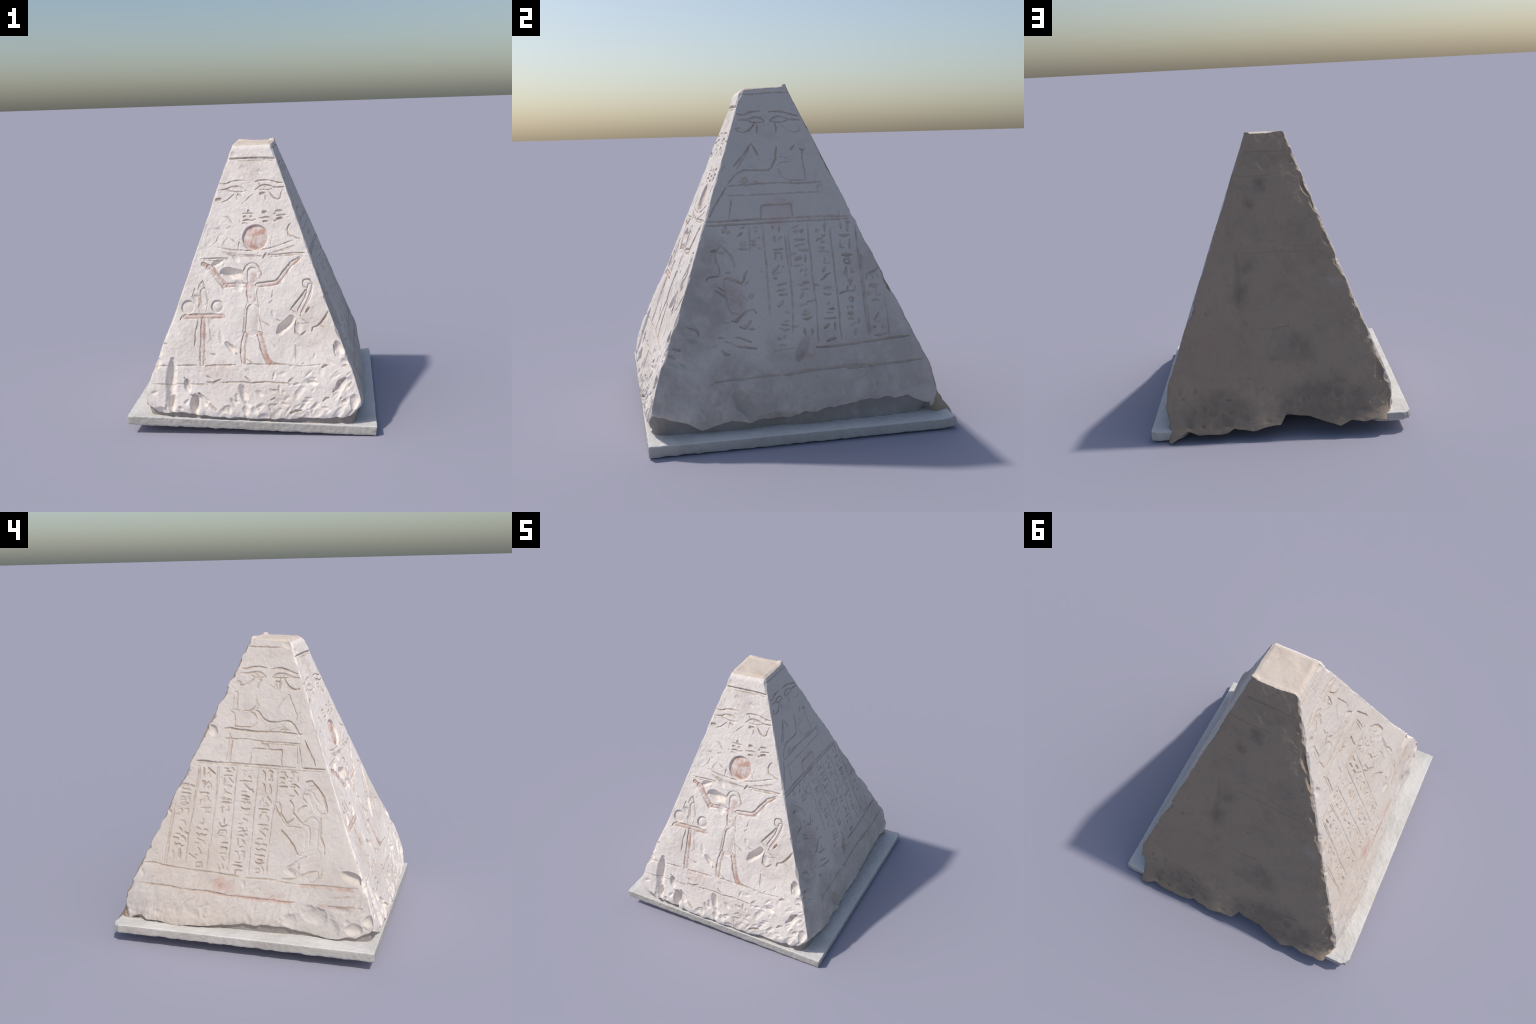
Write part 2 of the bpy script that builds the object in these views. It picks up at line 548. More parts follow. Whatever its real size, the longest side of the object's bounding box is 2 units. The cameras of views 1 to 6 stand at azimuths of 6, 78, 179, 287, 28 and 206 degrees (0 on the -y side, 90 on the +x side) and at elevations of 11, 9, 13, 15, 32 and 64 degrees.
carve("left", "kneeling_figure", [
    (7, 8, (-381,1084), (-397,1090), (-420,1093), (-436,1076), (-457,1056), (-482,1025), (-501,998), (-514,971), (-524,943), (-532,909)),
    (5, 4, (-400,1058), (-419,1061), (-441,1062)),
    (5, 4, (-378,1041), (-366,1005), (-363,987), (-380,971), (-400,954)),
    (5, 4, (-394,1035), (-417,1029), (-437,1016), (-442,995), (-459,975), (-499,945)),
    (6, 3, (-377,1009), (-403,1011)),
    (6, 4, (-454,943), (-463,919), (-495,896), (-532,902)),
    (7, 7, (-336,898), (-353,918), (-371,933), (-395,940)),
    (7, 7, (-280,969), (-297,949), (-307,924), (-305,896), (-326,872), (-351,842), (-371,829), (-395,817), (-414,814), (-423,797), (-428,763), (-426,704)),
    (6, 5, (-313,889), (-346,856), (-375,831), (-404,852), (-429,871)),
    (6, 6, (-221,891), (-242,861), (-272,823), (-316,858)),
    (5, 4, (-222,870), (-249,829), (-274,806)),
    (6, 4, (-274,806), (-316,808), (-343,807), (-370,803)),
    (7, 6, (-237,786), (-266,756), (-299,723), (-324,697)),
    (6, 6, (-493,871), (-495,819), (-497,767), (-513,710)),
    (7, 8, (-238,775), (-279,739), (-319,699), (-340,666), (-361,633)),
    (5, 4, (-352,641), (-389,631)),
    (8, 9, (-419,635), (-377,608), (-338,580), (-297,560)),
    (6, 6, (-494,774), (-514,728), (-528,691), (-533,653)),
    (6, 5, (-266,485), (-312,486), (-353,496), (-394,516), (-438,534), (-488,548)),
    (9, 8, (-365,582), (-368,552)),
    (9, 8, (-308,544), (-342,521), (-362,501)),
    (5, 4, (-497,545), (-504,511), (-479,480), (-447,480)),
    (5, 4, (-523,564), (-518,513), (-489,472)),
    (6, 5, (-190,949), (-208,950), (-220,930), (-228,887)),
    (6, 5, (-188,929), (-197,902), (-210,883), (-234,854)),
    (6, 6, (-224,887), (-252,852), (-277,817)),
])

carve("right", "top_band", [
    (5, 4, (-241,1945), (-173,1942), (-112,1947), (-25,1954), (61,1949)),
])

carve("right", "eyes", [
    (6, 6, (-265,1828), (-241,1820), (-215,1823), (-192,1835), (-166,1838), (-124,1840)),
    (6, 6, (-258,1792), (-209,1791), (-183,1800), (-153,1805), (-127,1802), (-107,1789), (-102,1782)),
    (6, 6, (-205,1789), (-181,1778), (-147,1773), (-109,1776)),
    (6, 6, (-165,1765), (-180,1747), (-203,1726), (-234,1717), (-263,1724), (-274,1739), (-260,1747), (-248,1744)),
    (6, 6, (-148,1767), (-149,1738), (-153,1709)),
    (6, 7, (-68,1834), (-38,1838), (-3,1838), (26,1832), (51,1823), (76,1816), (106,1809)),
    (6, 6, (-70,1780), (-46,1800), (-15,1808), (14,1803), (39,1792), (64,1787), (114,1784)),
    (6, 6, (-61,1779), (-19,1772), (16,1776), (43,1786)),
    (6, 6, (-37,1764), (-34,1739), (-36,1714)),
    (5, 3, (-3,1759), (24,1733), (56,1716), (86,1711), (109,1721), (109,1740)),
])

carve("right", "jackal", [
    (6, 5, (-312,1520), (-265,1567), (-227,1611), (-194,1652)),
    (6, 5, (-194,1652), (-176,1614), (-155,1576)),
    (4, 3, (-205,1623), (-249,1563), (-292,1507)),
    (6, 6, (-44,1623), (-54,1586), (-55,1557), (-70,1537), (-86,1509), (-104,1495), (-142,1493), (-201,1496), (-251,1498), (-286,1485), (-313,1463), (-336,1440)),
    (5, 3, (-41,1569), (1,1564), (42,1546)),
    (6, 3, (-47,1520), (-24,1535), (7,1539), (36,1538)),
    (5, 3, (-47,1499), (-36,1462), (-13,1437)),
    (6, 5, (-13,1437), (24,1431), (109,1429)),
    (8, 6, (103,1610), (113,1606)),
    (5, 4, (109,1606), (106,1548), (110,1511)),
    (5, 4, (101,1507), (113,1494), (112,1465), (112,1428)),
    (8, 6, (62,1632), (40,1608)),
    (5, 5, (-276,1492), (-309,1471), (-334,1443), (-355,1418)),
    (5, 4, (-290,1434), (-250,1453), (-229,1432)),
    (4, 3, (-213,1438), (-176,1426), (-154,1418)),
    (6, 5, (-294,1430), (-229,1430)),
])

carve("right", "shrine", [
    (6, 6, (-352,1409), (-292,1412), (-235,1413), (-177,1419), (-101,1418), (-24,1419), (53,1412), (130,1413), (205,1416)),
    (5, 4, (-361,1354), (-297,1354), (-184,1353), (-88,1355), (8,1357), (85,1358), (190,1356)),
    (5, 3, (204,1405), (182,1391), (175,1362)),
    (5, 5, (-368,1400), (-398,1357), (-424,1322), (-454,1280), (-476,1238)),
    (4, 3, (-341,1333), (-354,1273), (-370,1219)),
    (6, 6, (-179,1215), (-171,1276), (-164,1292), (-114,1294), (-49,1293), (12,1296), (8,1258), (11,1218)),
])

carve("right", "register_line", [
    (6, 6, (-501,1211), (-423,1209), (-348,1213), (-236,1214), (-179,1215), (-85,1214), (30,1215), (146,1217), (297,1215)),
    (6, 7, (-499,1189), (-425,1189), (-313,1190), (-200,1192), (-87,1195), (28,1195), (144,1197), (295,1196)),
    (6, 6, (159,1192), (237,1196), (354,1197)),
    (5, 5, (161,1215), (239,1213), (348,1210)),
])

carve("right", "column_line", [
    (5, 3, (-169,1163), (-173,1056), (-173,914), (-177,775), (-179,682)),
    (5, 4, (-47,1121), (-46,1014), (-39,907), (-39,802), (-46,674)),
    (5, 4, (-26,1120), (-28,1067), (-27,942)),
    (5, 4, (95,1177), (91,1079), (94,971), (90,872), (95,759)),
    (5, 4, (226,1145), (225,1073), (227,965), (225,858), (227,751), (223,658)),
    (5, 4, (380,1157), (379,1029), (383,921)),
    (5, 3, (-253,1174), (-259,1039)),
    (5, 4, (-174,1170), (-177,1074), (-171,985), (-171,879)),
    (5, 3, (-44,753), (-48,666), (-61,581)),
    (5, 3, (97,745), (92,641), (83,521)),
    (5, 4, (228,702), (222,598), (225,528)),
    (5, 4, (377,994), (382,885), (381,761), (379,673), (384,585), (391,518)),
    (5, 3, (393,993), (394,885), (392,725), (399,549)),
    (5, 3, (504,754), (511,665), (507,525)),
])

carve("right", "base_line", [
    (6, 7, (70,496), (127,495), (179,494), (236,498), (293,500), (358,504)),
    (6, 7, (339,504), (397,507), (475,514), (553,520), (627,522)),
    (5, 3, (-174,490), (-119,495), (-56,499)),
    (8, 6, (-134,360), (-59,368), (15,376), (90,379), (165,380), (240,385), (342,388)),
    (7, 5, (-522,350), (-443,358), (-364,356), (-284,362), (-224,365), (-157,365)),
    (6, 5, (238,369), (428,379), (589,384), (686,392)),
])

carve("right", "glyphs_a", [
    (6, 4, (-116,1171), (-113,1160)),
    (7, 5, (-74,1173), (-81,1137)),
    (6, 4, (-110,1114), (-106,1088)),
    (6, 4, (-65,1111), (-86,1094)),
    (7, 6, (-122,1039), (-69,1042)),
    (7, 6, (-120,1021), (-75,1023)),
    (5, 4, (-114,1010), (-117,985)),
    (5, 4, (-80,1008), (-79,984)),
    (7, 6, (-98,953), (-119,929), (-142,911)),
    (5, 4, (-141,902), (-114,909), (-87,913)),
    (6, 4, (-72,944), (-80,939)),
    (6, 4, (-137,881), (-124,880)),
    (7, 6, (-121,843), (-68,851)),
    (6, 5, (-128,808), (-113,815), (-71,819)),
    (8, 7, (-115,790), (-70,791)),
    (8, 6, (-95,758), (-110,740), (-126,728)),
    (7, 5, (-85,696), (-71,694)),
    (6, 4, (-102,646), (-69,645)),
    (6, 5, (-122,630), (-97,626), (-75,620)),
    (7, 6, (-128,610), (-104,598), (-74,601)),
    (6, 4, (-57,615), (-31,615)),
    (9, 7, (-138,556), (-111,562)),
    (7, 5, (-134,520), (-101,521)),
])

carve("right", "glyphs_b", [
    (6, 5, (-3,1156), (13,1162), (37,1170)),
    (10, 7, (18,1137), (25,1138)),
    (9, 7, (52,1135), (60,1142)),
    (8, 7, (10,1090), (66,1088)),
    (6, 5, (6,1051), (24,1059), (59,1063)),
    (9, 8, (25,1032), (78,1028)),
    (7, 5, (-16,1011), (0,1015)),
    (10, 7, (6,981), (35,987)),
    (8, 7, (63,998), (57,962)),
    (7, 6, (-8,944), (15,945), (42,947)),
    (6, 4, (22,911), (35,921)),
    (6, 4, (49,913), (62,923)),
    (6, 4, (42,885), (54,895)),
    (9, 8, (30,850), (68,850)),
    (6, 5, (-1,842), (36,833)),
    (7, 6, (93,836), (122,828)),
    (6, 5, (18,811), (60,814)),
    (7, 6, (28,796), (18,777), (5,764)),
    (7, 6, (44,743), (71,746), (98,752)),
    (6, 4, (4,724), (24,732), (46,729)),
    (8, 5, (27,695), (37,694)),
    (7, 6, (6,675), (48,678)),
    (8, 7, (10,651), (33,651), (60,658)),
    (7, 6, (12,597), (12,566)),
    (7, 5, (56,591), (54,574)),
])

carve("right", "glyphs_c", [
    (10, 7, (142,1131), (150,1140)),
    (7, 6, (197,1176), (192,1129)),
    (8, 6, (179,1105), (187,1104)),
    (6, 5, (137,1077), (150,1087), (178,1093)),
    (9, 6, (171,1070), (179,1070)),
    (6, 5, (148,1040), (186,1037)),
    (6, 4, (143,1014), (169,1021), (198,1011)),
    (6, 5, (175,981), (172,953), (202,950)),
    (7, 6, (170,925), (158,904)),
    (7, 7, (199,893), (175,887), (158,868), (137,857)),
    (6, 5, (147,809), (163,815), (193,817)),
    (5, 4, (158,806), (192,805)),
    (9, 8, (147,781), (169,776), (189,778)),
    (7, 5, (171,730), (159,724)),
    (8, 7, (167,697), (198,697)),
    (6, 5, (150,679), (191,676)),
    (8, 7, (138,646), (168,646), (198,646)),
    (10, 8, (127,593), (144,603), (160,615)),
    (7, 6, (193,620), (190,579)),
    (8, 7, (139,524), (161,533), (188,536)),
])

carve("right", "glyphs_d", [
    (7, 6, (294,1175), (292,1139)),
    (8, 7, (332,1176), (345,1175)),
    (7, 6, (335,1174), (329,1123)),
    (9, 8, (280,1105), (306,1098), (338,1104)),
    (6, 5, (280,1077), (278,1034), (298,1033)),
    (7, 6, (336,1075), (330,1028)),
    (9, 8, (281,991), (339,990)),
    (7, 6, (288,956), (297,970), (317,969), (326,954), (317,942), (298,941), (288,956)),
    (7, 6, (297,922), (294,897), (296,868)),
    (6, 4, (279,887), (292,900)),
    (6, 5, (329,916), (326,891), (342,894)),
    (7, 5, (307,850), (320,845)),
    (7, 5, (312,842), (311,824)),
    (7, 6, (293,815), (290,790), (332,790), (337,812)),
    (7, 8, (242,777), (266,786), (286,789)),
    (5, 4, (291,744), (305,758), (318,746), (309,729), (294,737)),
    (6, 4, (277,692), (278,703), (309,701), (307,690)),
    (10, 7, (289,667), (298,666)),
    (6, 5, (272,633), (289,639), (305,633)),
    (6, 5, (335,639), (334,608)),
    (5, 4, (283,597), (312,613)),
    (9, 7, (310,571), (308,554)),
])

carve("right", "glyphs_e", [
    (7, 8, (408,848), (417,880), (445,887), (465,892), (482,905)),
    (6, 3, (446,868), (452,853)),
    (6, 3, (474,870), (479,855)),
    (6, 5, (419,814), (439,818), (478,816)),
    (5, 4, (418,806), (472,802)),
    (6, 5, (415,784), (412,762), (433,772)),
    (7, 6, (462,788), (459,760), (486,758)),
    (8, 7, (427,730), (451,732), (473,727)),
    (7, 6, (460,661), (446,640), (428,620)),
    (5, 4, (434,613), (469,613)),
    (9, 6, (423,584), (427,584)),
    (9, 6, (473,583), (480,582)),
    (9, 7, (424,535), (451,537), (486,543)),
    (7, 5, (-298,1169), (-287,1172)),
    (8, 6, (-298,1145), (-309,1133), (-323,1125)),
    (6, 5, (-314,1086), (-283,1089)),
    (5, 4, (-307,1075), (-281,1075)),
    (8, 7, (-317,1053), (-272,1052)),
    (7, 5, (-223,1171), (-204,1170)),
    (8, 6, (-217,1154), (-214,1150)),
    (6, 4, (-221,1113), (-199,1112)),
    (7, 5, (-238,1096), (-227,1096)),
    (8, 6, (-237,1073), (-229,1073)),
    (7, 5, (-205,1054), (-198,1050)),
])

carve("right", "kneeling_figure", [
    (8, 6, (-391,1173), (-407,1152)),
    (8, 5, (-382,1144), (-373,1149)),
    (9, 8, (-480,1049), (-457,1052)),
    (5, 3, (-422,1078), (-446,1058), (-463,1027), (-463,985), (-447,964), (-447,929), (-459,910)),
    (6, 4, (-422,1075), (-399,1045), (-375,1023), (-363,994), (-355,966), (-363,956)),
    (7, 5, (-437,1037), (-418,1036)),
    (6, 4, (-410,927), (-388,926)),
    (7, 7, (-526,891), (-514,905), (-488,910), (-457,910)),
    (8, 8, (-421,893), (-406,897), (-377,887), (-352,878), (-328,863)),
    (7, 6, (-328,860), (-312,880), (-301,911), (-288,929)),
    (6, 4, (-307,855), (-283,875)),
    (6, 6, (-461,850), (-434,831), (-402,815), (-375,797), (-355,809), (-349,833)),
    (7, 7, (-477,833), (-446,811), (-412,788), (-384,778)),
    (5, 4, (-339,826), (-320,790), (-301,768)),
    (6, 5, (-367,768), (-354,788), (-337,805)),
    (5, 4, (-292,785), (-279,801)),
    (5, 4, (-277,781), (-261,800)),
    (7, 9, (-401,667), (-374,658), (-360,678), (-334,699), (-304,718), (-271,722), (-257,702)),
    (9, 10, (-357,633), (-330,624), (-312,637), (-292,662)),
    (8, 7, (-298,618), (-282,617)),
    (7, 7, (-443,558), (-405,547), (-367,527), (-336,522), (-273,512)),
    (6, 6, (-398,579), (-355,573), (-328,560), (-301,547)),
    (7, 5, (-481,581), (-454,578)),
    (6, 4, (-450,659), (-414,659)),
    (7, 8, (-649,644), (-626,635), (-603,630), (-589,607), (-590,596)),
    (9, 9, (-727,535), (-701,526)),
    (6, 6, (-706,461), (-673,439)),
    (8, 7, (-757,501), (-724,484)),
    (6, 5, (-471,514), (-450,491), (-426,489)),
])

carve("back", "traces", [
    (5, 3, (58,1347), (15,1376), (-34,1381), (-73,1357), (-77,1296)),
    (5, 2.5, (103,1273), (-10,1261), (-108,1279)),
    (6, 3, (221,1188), (-5,1190), (-360,1180)),
    (6, 4, (150,1867), (1,1864), (-147,1862)),
    (6, 5, (106,693), (26,697), (-86,707)),
    (6, 4, (-375,343), (-462,361)),
    (7, 4, (263,1159), (255,1009), (269,906)),
    (6, 3, (722,1240), (544,1217), (382,1202)),
    (6, 3, (-58,1251), (-201,1222), (-331,1224)),
    (6, 3, (329,384), (108,390)),
    (6, 4, (339,1731), (193,1701), (-21,1699)),
])

scoop("front", [
    (-254, 1148, 51, 25, 20, 16),
    (-150, 1077, 88, 43, -9, 32),
    (-112, 1174, 35, 25, -53, 11),
    (-96, 985, 51, 34, -79, 12),
    (-403, 911, 45, 27, -65, 8),
    (-352, 893, 82, 27, -85, 5),
    (-216, 660, 54, 20, -79, 7),
    (-150, 588, 45, 22, -36, 15),
    (-214, 651, 49, 22, -84, 8),
    (-557, 382, 150, 34, -93, 24),
    (-556, 230, 65, 27, -92, 30),
    (-389, 222, 74, 35, -89, 32),
    (-449, 341, 49, 22, -78, 14),
    (-63, 312, 48, 31, -79, 12),
    (-340, 242, 47, 26, -47, 14),
    (-645, 169, 68, 35, 7, 16),
    (246, 734, 96, 42, 45, 30),
    (330, 715, 49, 26, -85, 9),
    (151, 808, 32, 17, -74, 7),
    (-93, 993, 55, 27, -84, 6),
    (601, 578, 51, 31, -69, 20),
    (643, 488, 39, 24, -14, 12),
    (-55, 291, 53, 24, -81, 16),
    (59, 287, 34, 21, -33, 12),
    (-101, 264, 29, 14, -79, 8),
    (414, 358, 43, 19, -6, 16),
    (312, 347, 30, 11, 13, 12),
    (394, 258, 33, 10, -3, 10),
    (705, 234, 56, 28, -86, 15),
    (-37, 180, 34, 24, -73, 13),
    (25, 180, 30, 24, -50, 13),
    (-155, 184, 33, 19, -81, 12),
    (225, 296, 21, 14, -26, 8),
    (229, 220, 35, 14, -15, 10),
    (326, 287, 57, 28, -132, 10),
    (616, 345, 53, 33, -117, 14),
    (446, 163, 51, 28, -158, 10),
    (659, 331, 42, 23, -117, 9),
    (156, 207, 32, 19, -26, 8),
    (88, 140, 39, 23, 7, 10),
    (-144, 1893, 32, 28, -28, 7),
    (-73, 1801, 33, 24, -9, 5),
    (53, 1778, 29, 21, -15, 6),
])

scoop("left", [
    (-711, 523, 89, 37, -156, 24),
    (-499, 267, 108, 67, -150, 20),
    (-331, 235, 60, 49, 178, 15),
    (-746, 218, 66, 35, 178, 22),
    (-839, 276, 40, 39, -112, 14),
    (-662, 327, 87, 26, -170, 10),
    (-322, 532, 61, 31, -158, 8),
    (283, 1384, 40, 26, -107, 14),
    (708, 457, 40, 20, -113, 7),
    (-7, 434, 30, 15, -101, 10),
    (-115, 407, 19, 13, -148, 5),
    (-190, 1943, 47, 25, -159, 9),
    (552, 858, 32, 15, -140, 10),
])

scoop("right", [
    (-8, 492, 78, 30, -123, 20),
    (22, 470, 26, 21, -12, 8),
    (-626, 580, 40, 23, -20, 9),
    (-654, 381, 48, 34, -22, 8),
    (-571, 807, 56, 44, -15, 6),
    (-508, 542, 26, 15, 22, 8),
    (-408, 547, 43, 47, -4, 6),
    (-410, 1117, 33, 30, -45, 7),
    (-380, 849, 40, 29, -49, 6),
    (-371, 218, 104, 44, -60, 25),
    (-616, 104, 133, 63, -17, 18),
    (-157, 133, 181, 50, 0, 20),
    (-673, 289, 75, 43, 11, 12),
    (-717, 462, 78, 29, -26, 10),
])

scoop("back", [
    (15, 1763, 41, 27, -165, 9),
    (221, 1632, 36, 23, -149, 7),
    (48, 1632, 49, 25, -167, 5),
    (-129, 647, 61, 39, -137, 10),
    (4, 902, 32, 24, -163, 6),
    (214, 734, 32, 23, -163, 6),
    (-349, 1043, 92, 40, -145, 10),
    (-571, 265, 176, 68, 156, 11),
    (-692, 402, 78, 28, -96, 14),
    (-543, 301, 112, 61, 170, 9),
    (263, 1009, 241, 35, -89, 12),
    (-120, 282, 34, 31, -113, 8),
    (-261, 1610, 74, 23, -112, 14),
    (-317, 1484, 55, 19, -112, 12),
    (-382, 1267, 72, 22, -112, 12),
    (-175, 1801, 47, 23, -130, 10),
    (37, 509, 47, 25, -168, 8),
    (373, 131, 69, 38, -151, 14),
    (624, 113, 43, 30, -133, 12),
])

# ---- sunk shapes
disc("front", "sun_disc", 24, 1318, 92, 17, 12)
disc("front", "standard_body", -457, 854, 46, 13, 7)
disc("front", "standard_body", -246, 856, 43, 15, 17)
limb("front", "raised_arms_body", 14, 6, (-352, 1140), (-310, 1120))
limb("front", "raised_arms_body", 19, 8, (-310, 1120), (-286, 1103), (-235, 1038), (-193, 994))
limb("front", "raised_arms_body", 15, 6, (-193, 994), (-129, 998), (-51, 993))
limb("front", "raised_arms_body", 16, 8, (39, 996), (170, 1007), (193, 1028), (261, 1113))
limb("front", "raised_arms_body", 12, 6, (261, 1113), (289, 1138), (334, 1168))
limb("front", "figure_body", 36, 6, (4, 1082), (2, 1040))
limb("front", "figure_body", 30, 5, (-10, 990), (0, 900))
limb("front", "figure_body", 44, 6, (10, 830), (0, 700))
limb("front", "figure_body", 17, 6, (-40, 672), (-57, 613), (-59, 544), (-54, 490))
limb("front", "figure_body", 17, 6, (54, 672), (74, 617), (84, 567), (108, 512), (128, 480))
limb("front", "standard_body", 14, 5, (-474, 786), (-200, 790))
limb("front", "standard_body", 15, 6, (-344, 770), (-344, 640), (-343, 573), (-345, 539), (-348, 477))
limb("front", "standard_body", 22, 5, (-345, 960), (-340, 880))
limb("front", "plume_body", 20, 6, (415, 985), (395, 911), (345, 825))
limb("right", "kneeling_figure_body", 40, 5, (-390, 860), (-372, 740))

# two water-worn flutes running over the foot of the front, and the flaked underside of the left face
carve("front", "flute", [
    (30, 17, (-560, 480), (-562, 394), (-564, 291), (-566, 160)),
    (30, 20, (-399, 262), (-395, 150)),
    (22, 9, (-52, 318), (-38, 229)),
])
scoop("left", [(-490, 170, 190, 120, -14, 17), (-300, 180, 90, 60, 0, 13), (30, 165, 160, 45, 0, 10)])
limb("left", "kneeling_figure_body", 40, 3, (-440, 1010), (-480, 930))
limb("left", "kneeling_figure_body", 45, 3, (-440, 830), (-440, 680))
limb("left", "kneeling_figure_body", 40, 3, (-470, 640), (-370, 610))

# damage along the arrises: height, half length, depth of the bevel
CHIPS = {
    "fl": [(0.47, 0.06, 0.028), (0.22, 0.05, 0.022), (0.80, 0.10, 0.010), (0.55, 0.05, 0.012), (1.86, 0.05, 0.014)],
    "fr": [(0.17, 0.05, 0.030), (0.50, 0.07, 0.012), (0.68, 0.05, 0.008), (1.95, 0.06, 0.010)],
    "br": [(0.16, 0.08, 0.030), (1.22, 0.03, 0.010), (1.05, 0.06, 0.008), (0.82, 0.08, 0.022), (0.30, 0.07, 0.012),
           (1.55, 0.05, 0.008)],
    "bl": [(0.19, 0.07, 0.034), (0.36, 0.05, 0.024), (1.62, 0.07, 0.020), (1.47, 0.05, 0.020), (1.10, 0.09, 0.026),
           (0.55, 0.05, 0.014), (1.27, 0.05, 0.014), (0.75, 0.05, 0.014), (1.80, 0.05, 0.012)],
}
EDGE_WEAR = {"fl": 0.006, "fr": 0.005, "br": 0.008, "bl": 0.013}

# lower edge of the stone, (along the face, height) in metres; the back ends ragged where the scan stops, below the slab top
RIM = {
    "front": [(-0.76, 0.225), (-0.70, 0.195), (-0.61, 0.168), (-0.42, 0.168), (-0.33, 0.150), (-0.20, 0.137),
              (0.15, 0.132), (0.49, 0.136), (0.63, 0.145), (0.70, 0.165), (0.766, 0.215)],
    "right": [(-0.893, 0.215), (-0.82, 0.185), (-0.74, 0.165), (-0.61, 0.122), (-0.45, 0.155), (-0.36, 0.138), (-0.21, 0.152),
              (0.03, 0.165), (0.20, 0.185), (0.40, 0.207), (0.64, 0.212), (0.797, 0.16)],
    "back": [(0.821, 0.16), (0.805, 0.10), (0.78, 0.05), (0.69, 0.004), (0.65, 0.03), (0.60, 0.075), (0.52, 0.045), (0.34, 0.055),
             (0.30, 0.080), (0.17, 0.062), (0.10, 0.080), (0.00, 0.090), (-0.042, 0.165), (-0.13, 0.143),
             (-0.20, 0.135), (-0.38, 0.070), (-0.46, 0.105), (-0.54, 0.090), (-0.62, 0.110), (-0.67, 0.095),
             (-0.76, 0.105), (-0.785, 0.12), (-0.806, 0.165)],
    "left": [(0.872, 0.165), (0.80, 0.195), (0.76, 0.200), (0.66, 0.173), (0.49, 0.152), (0.35, 0.150), (0.17, 0.165), (-0.02, 0.192),
             (-0.27, 0.200), (-0.45, 0.175), (-0.60, 0.155), (-0.75, 0.172), (-0.86, 0.215), (-0.902, 0.225)],
}
TOP_Z = {"fl": 1.960, "fr": 1.968, "br": 1.984, "bl": 1.984}


def slab_top(x):
    return 0.0995 - 0.0385 * x


# ------------------------------------------------------------------ scattered tool marks and bruises
def scatter(face, count, s_range, z_range, long_range, ratio, depth_range, angle, spread, keep=None):
    for _ in range(count):
        s, z = rng.uniform(*s_range), rng.uniform(*z_range)
        size = rng.uniform(*long_range)
        if keep is not None and rng.random() > keep(s, z):
            continue
        SCOOPS[face].append((s, z, size, size * rng.uniform(*ratio), rng.normal(angle, spread),
                             rng.uniform(*depth_range)))


# front: the whole foot is broken away in small flakes, most of all towards the right
scatter("front", 80, (-760, 780), (120, 330), (14, 40), (0.3, 0.7), (4, 13), 30, 60,
        lambda s, z: np.clip(1.1 - (z - 150) / (130 + 0.10 * (s + 700)), 0.0, 1.0))
scatter("front", 34, (150, 760), (150, 420), (20, 75), (0.25, 0.5), (4, 12), 45, 25)
scatter("front", 45, (250, 760), (300, 620), (12, 45), (0.25, 0.6), (2, 7), 40, 40,
        lambda s, z: np.clip((s - 200) / 500 + (420 - z) / 900, 0, 1))
scatter("front", 240, (-700, 700), (200, 1850), (5, 14), (0.4, 0.9), (1.0, 3.2), 0, 90)
scatter("front", 90, (-700, 700), (300, 1850), (25, 70), (0.4, 0.9), (0.8, 2.4), 20, 60)
# left: diagonal chisel strokes on the plinth band, light bruises above
scatter("left", 260, (-880, 860), (170, 440), (30, 90), (0.14, 0.3), (2.0, 6.0), -52, 12)
scatter("left", 60, (-880, 860), (150, 260), (20, 60), (0.4, 0.8), (3, 9), -40, 40)
scatter("left", 300, (-850, 850), (250, 1900), (6, 18), (0.4, 0.9), (0.8, 2.4), 0, 90)
scatter("left", 110, (-850, 850), (400, 1900), (30, 80), (0.3, 0.7), (0.8, 2.5), -40, 30)
# right: bruised lower front corner, smoother above
scatter("right", 170, (-880, -350), (150, 620), (15, 55), (0.35, 0.8), (2, 7), 30, 50,
        lambda s, z: np.clip(1.2 - (s + 880) / 600 - (z - 200) / 900, 0, 1))
scatter("right", 160, (-880, 800), (130, 300), (20, 60), (0.3, 0.8), (2, 8), 50, 30)
scatter("right", 300, (-850, 800), (250, 1900), (6, 18), (0.4, 0.9), (0.8, 2.4), 0, 90)
scatter("right", 110, (-850, 800), (300, 1900), (30, 80), (0.3, 0.7), (0.8, 2.5), 20, 40)
# back: weathered, soft hollows
scatter("back", 150, (-800, 800), (120, 1900), (10, 40), (0.4, 0.9), (1, 4), 0, 60)
scatter("back", 90, (-800, 800), (90, 330), (20, 60), (0.4, 0.9), (2, 9), 0, 60)


# ------------------------------------------------------------------ grid of the block
col_face, col_a = [], []
for f, (_, _, n) in FACES.items():
    col_face += [f] * n
    col_a += list(np.arange(n) / n)
col_face, col_a = np.array(col_face), np.array(col_a)
COLS = len(col_a)

corner_out = {}     # displacement at an arris that moves both faces out by one unit
names = list(FACES)
for i, f in enumerate(names):
    g = names[i - 1]
    n1, n2 = NORMAL[g], NORMAL[f]
    corner_out[FACES[f][0]] = (n1 + n2) / (1 + n1 @ n2)

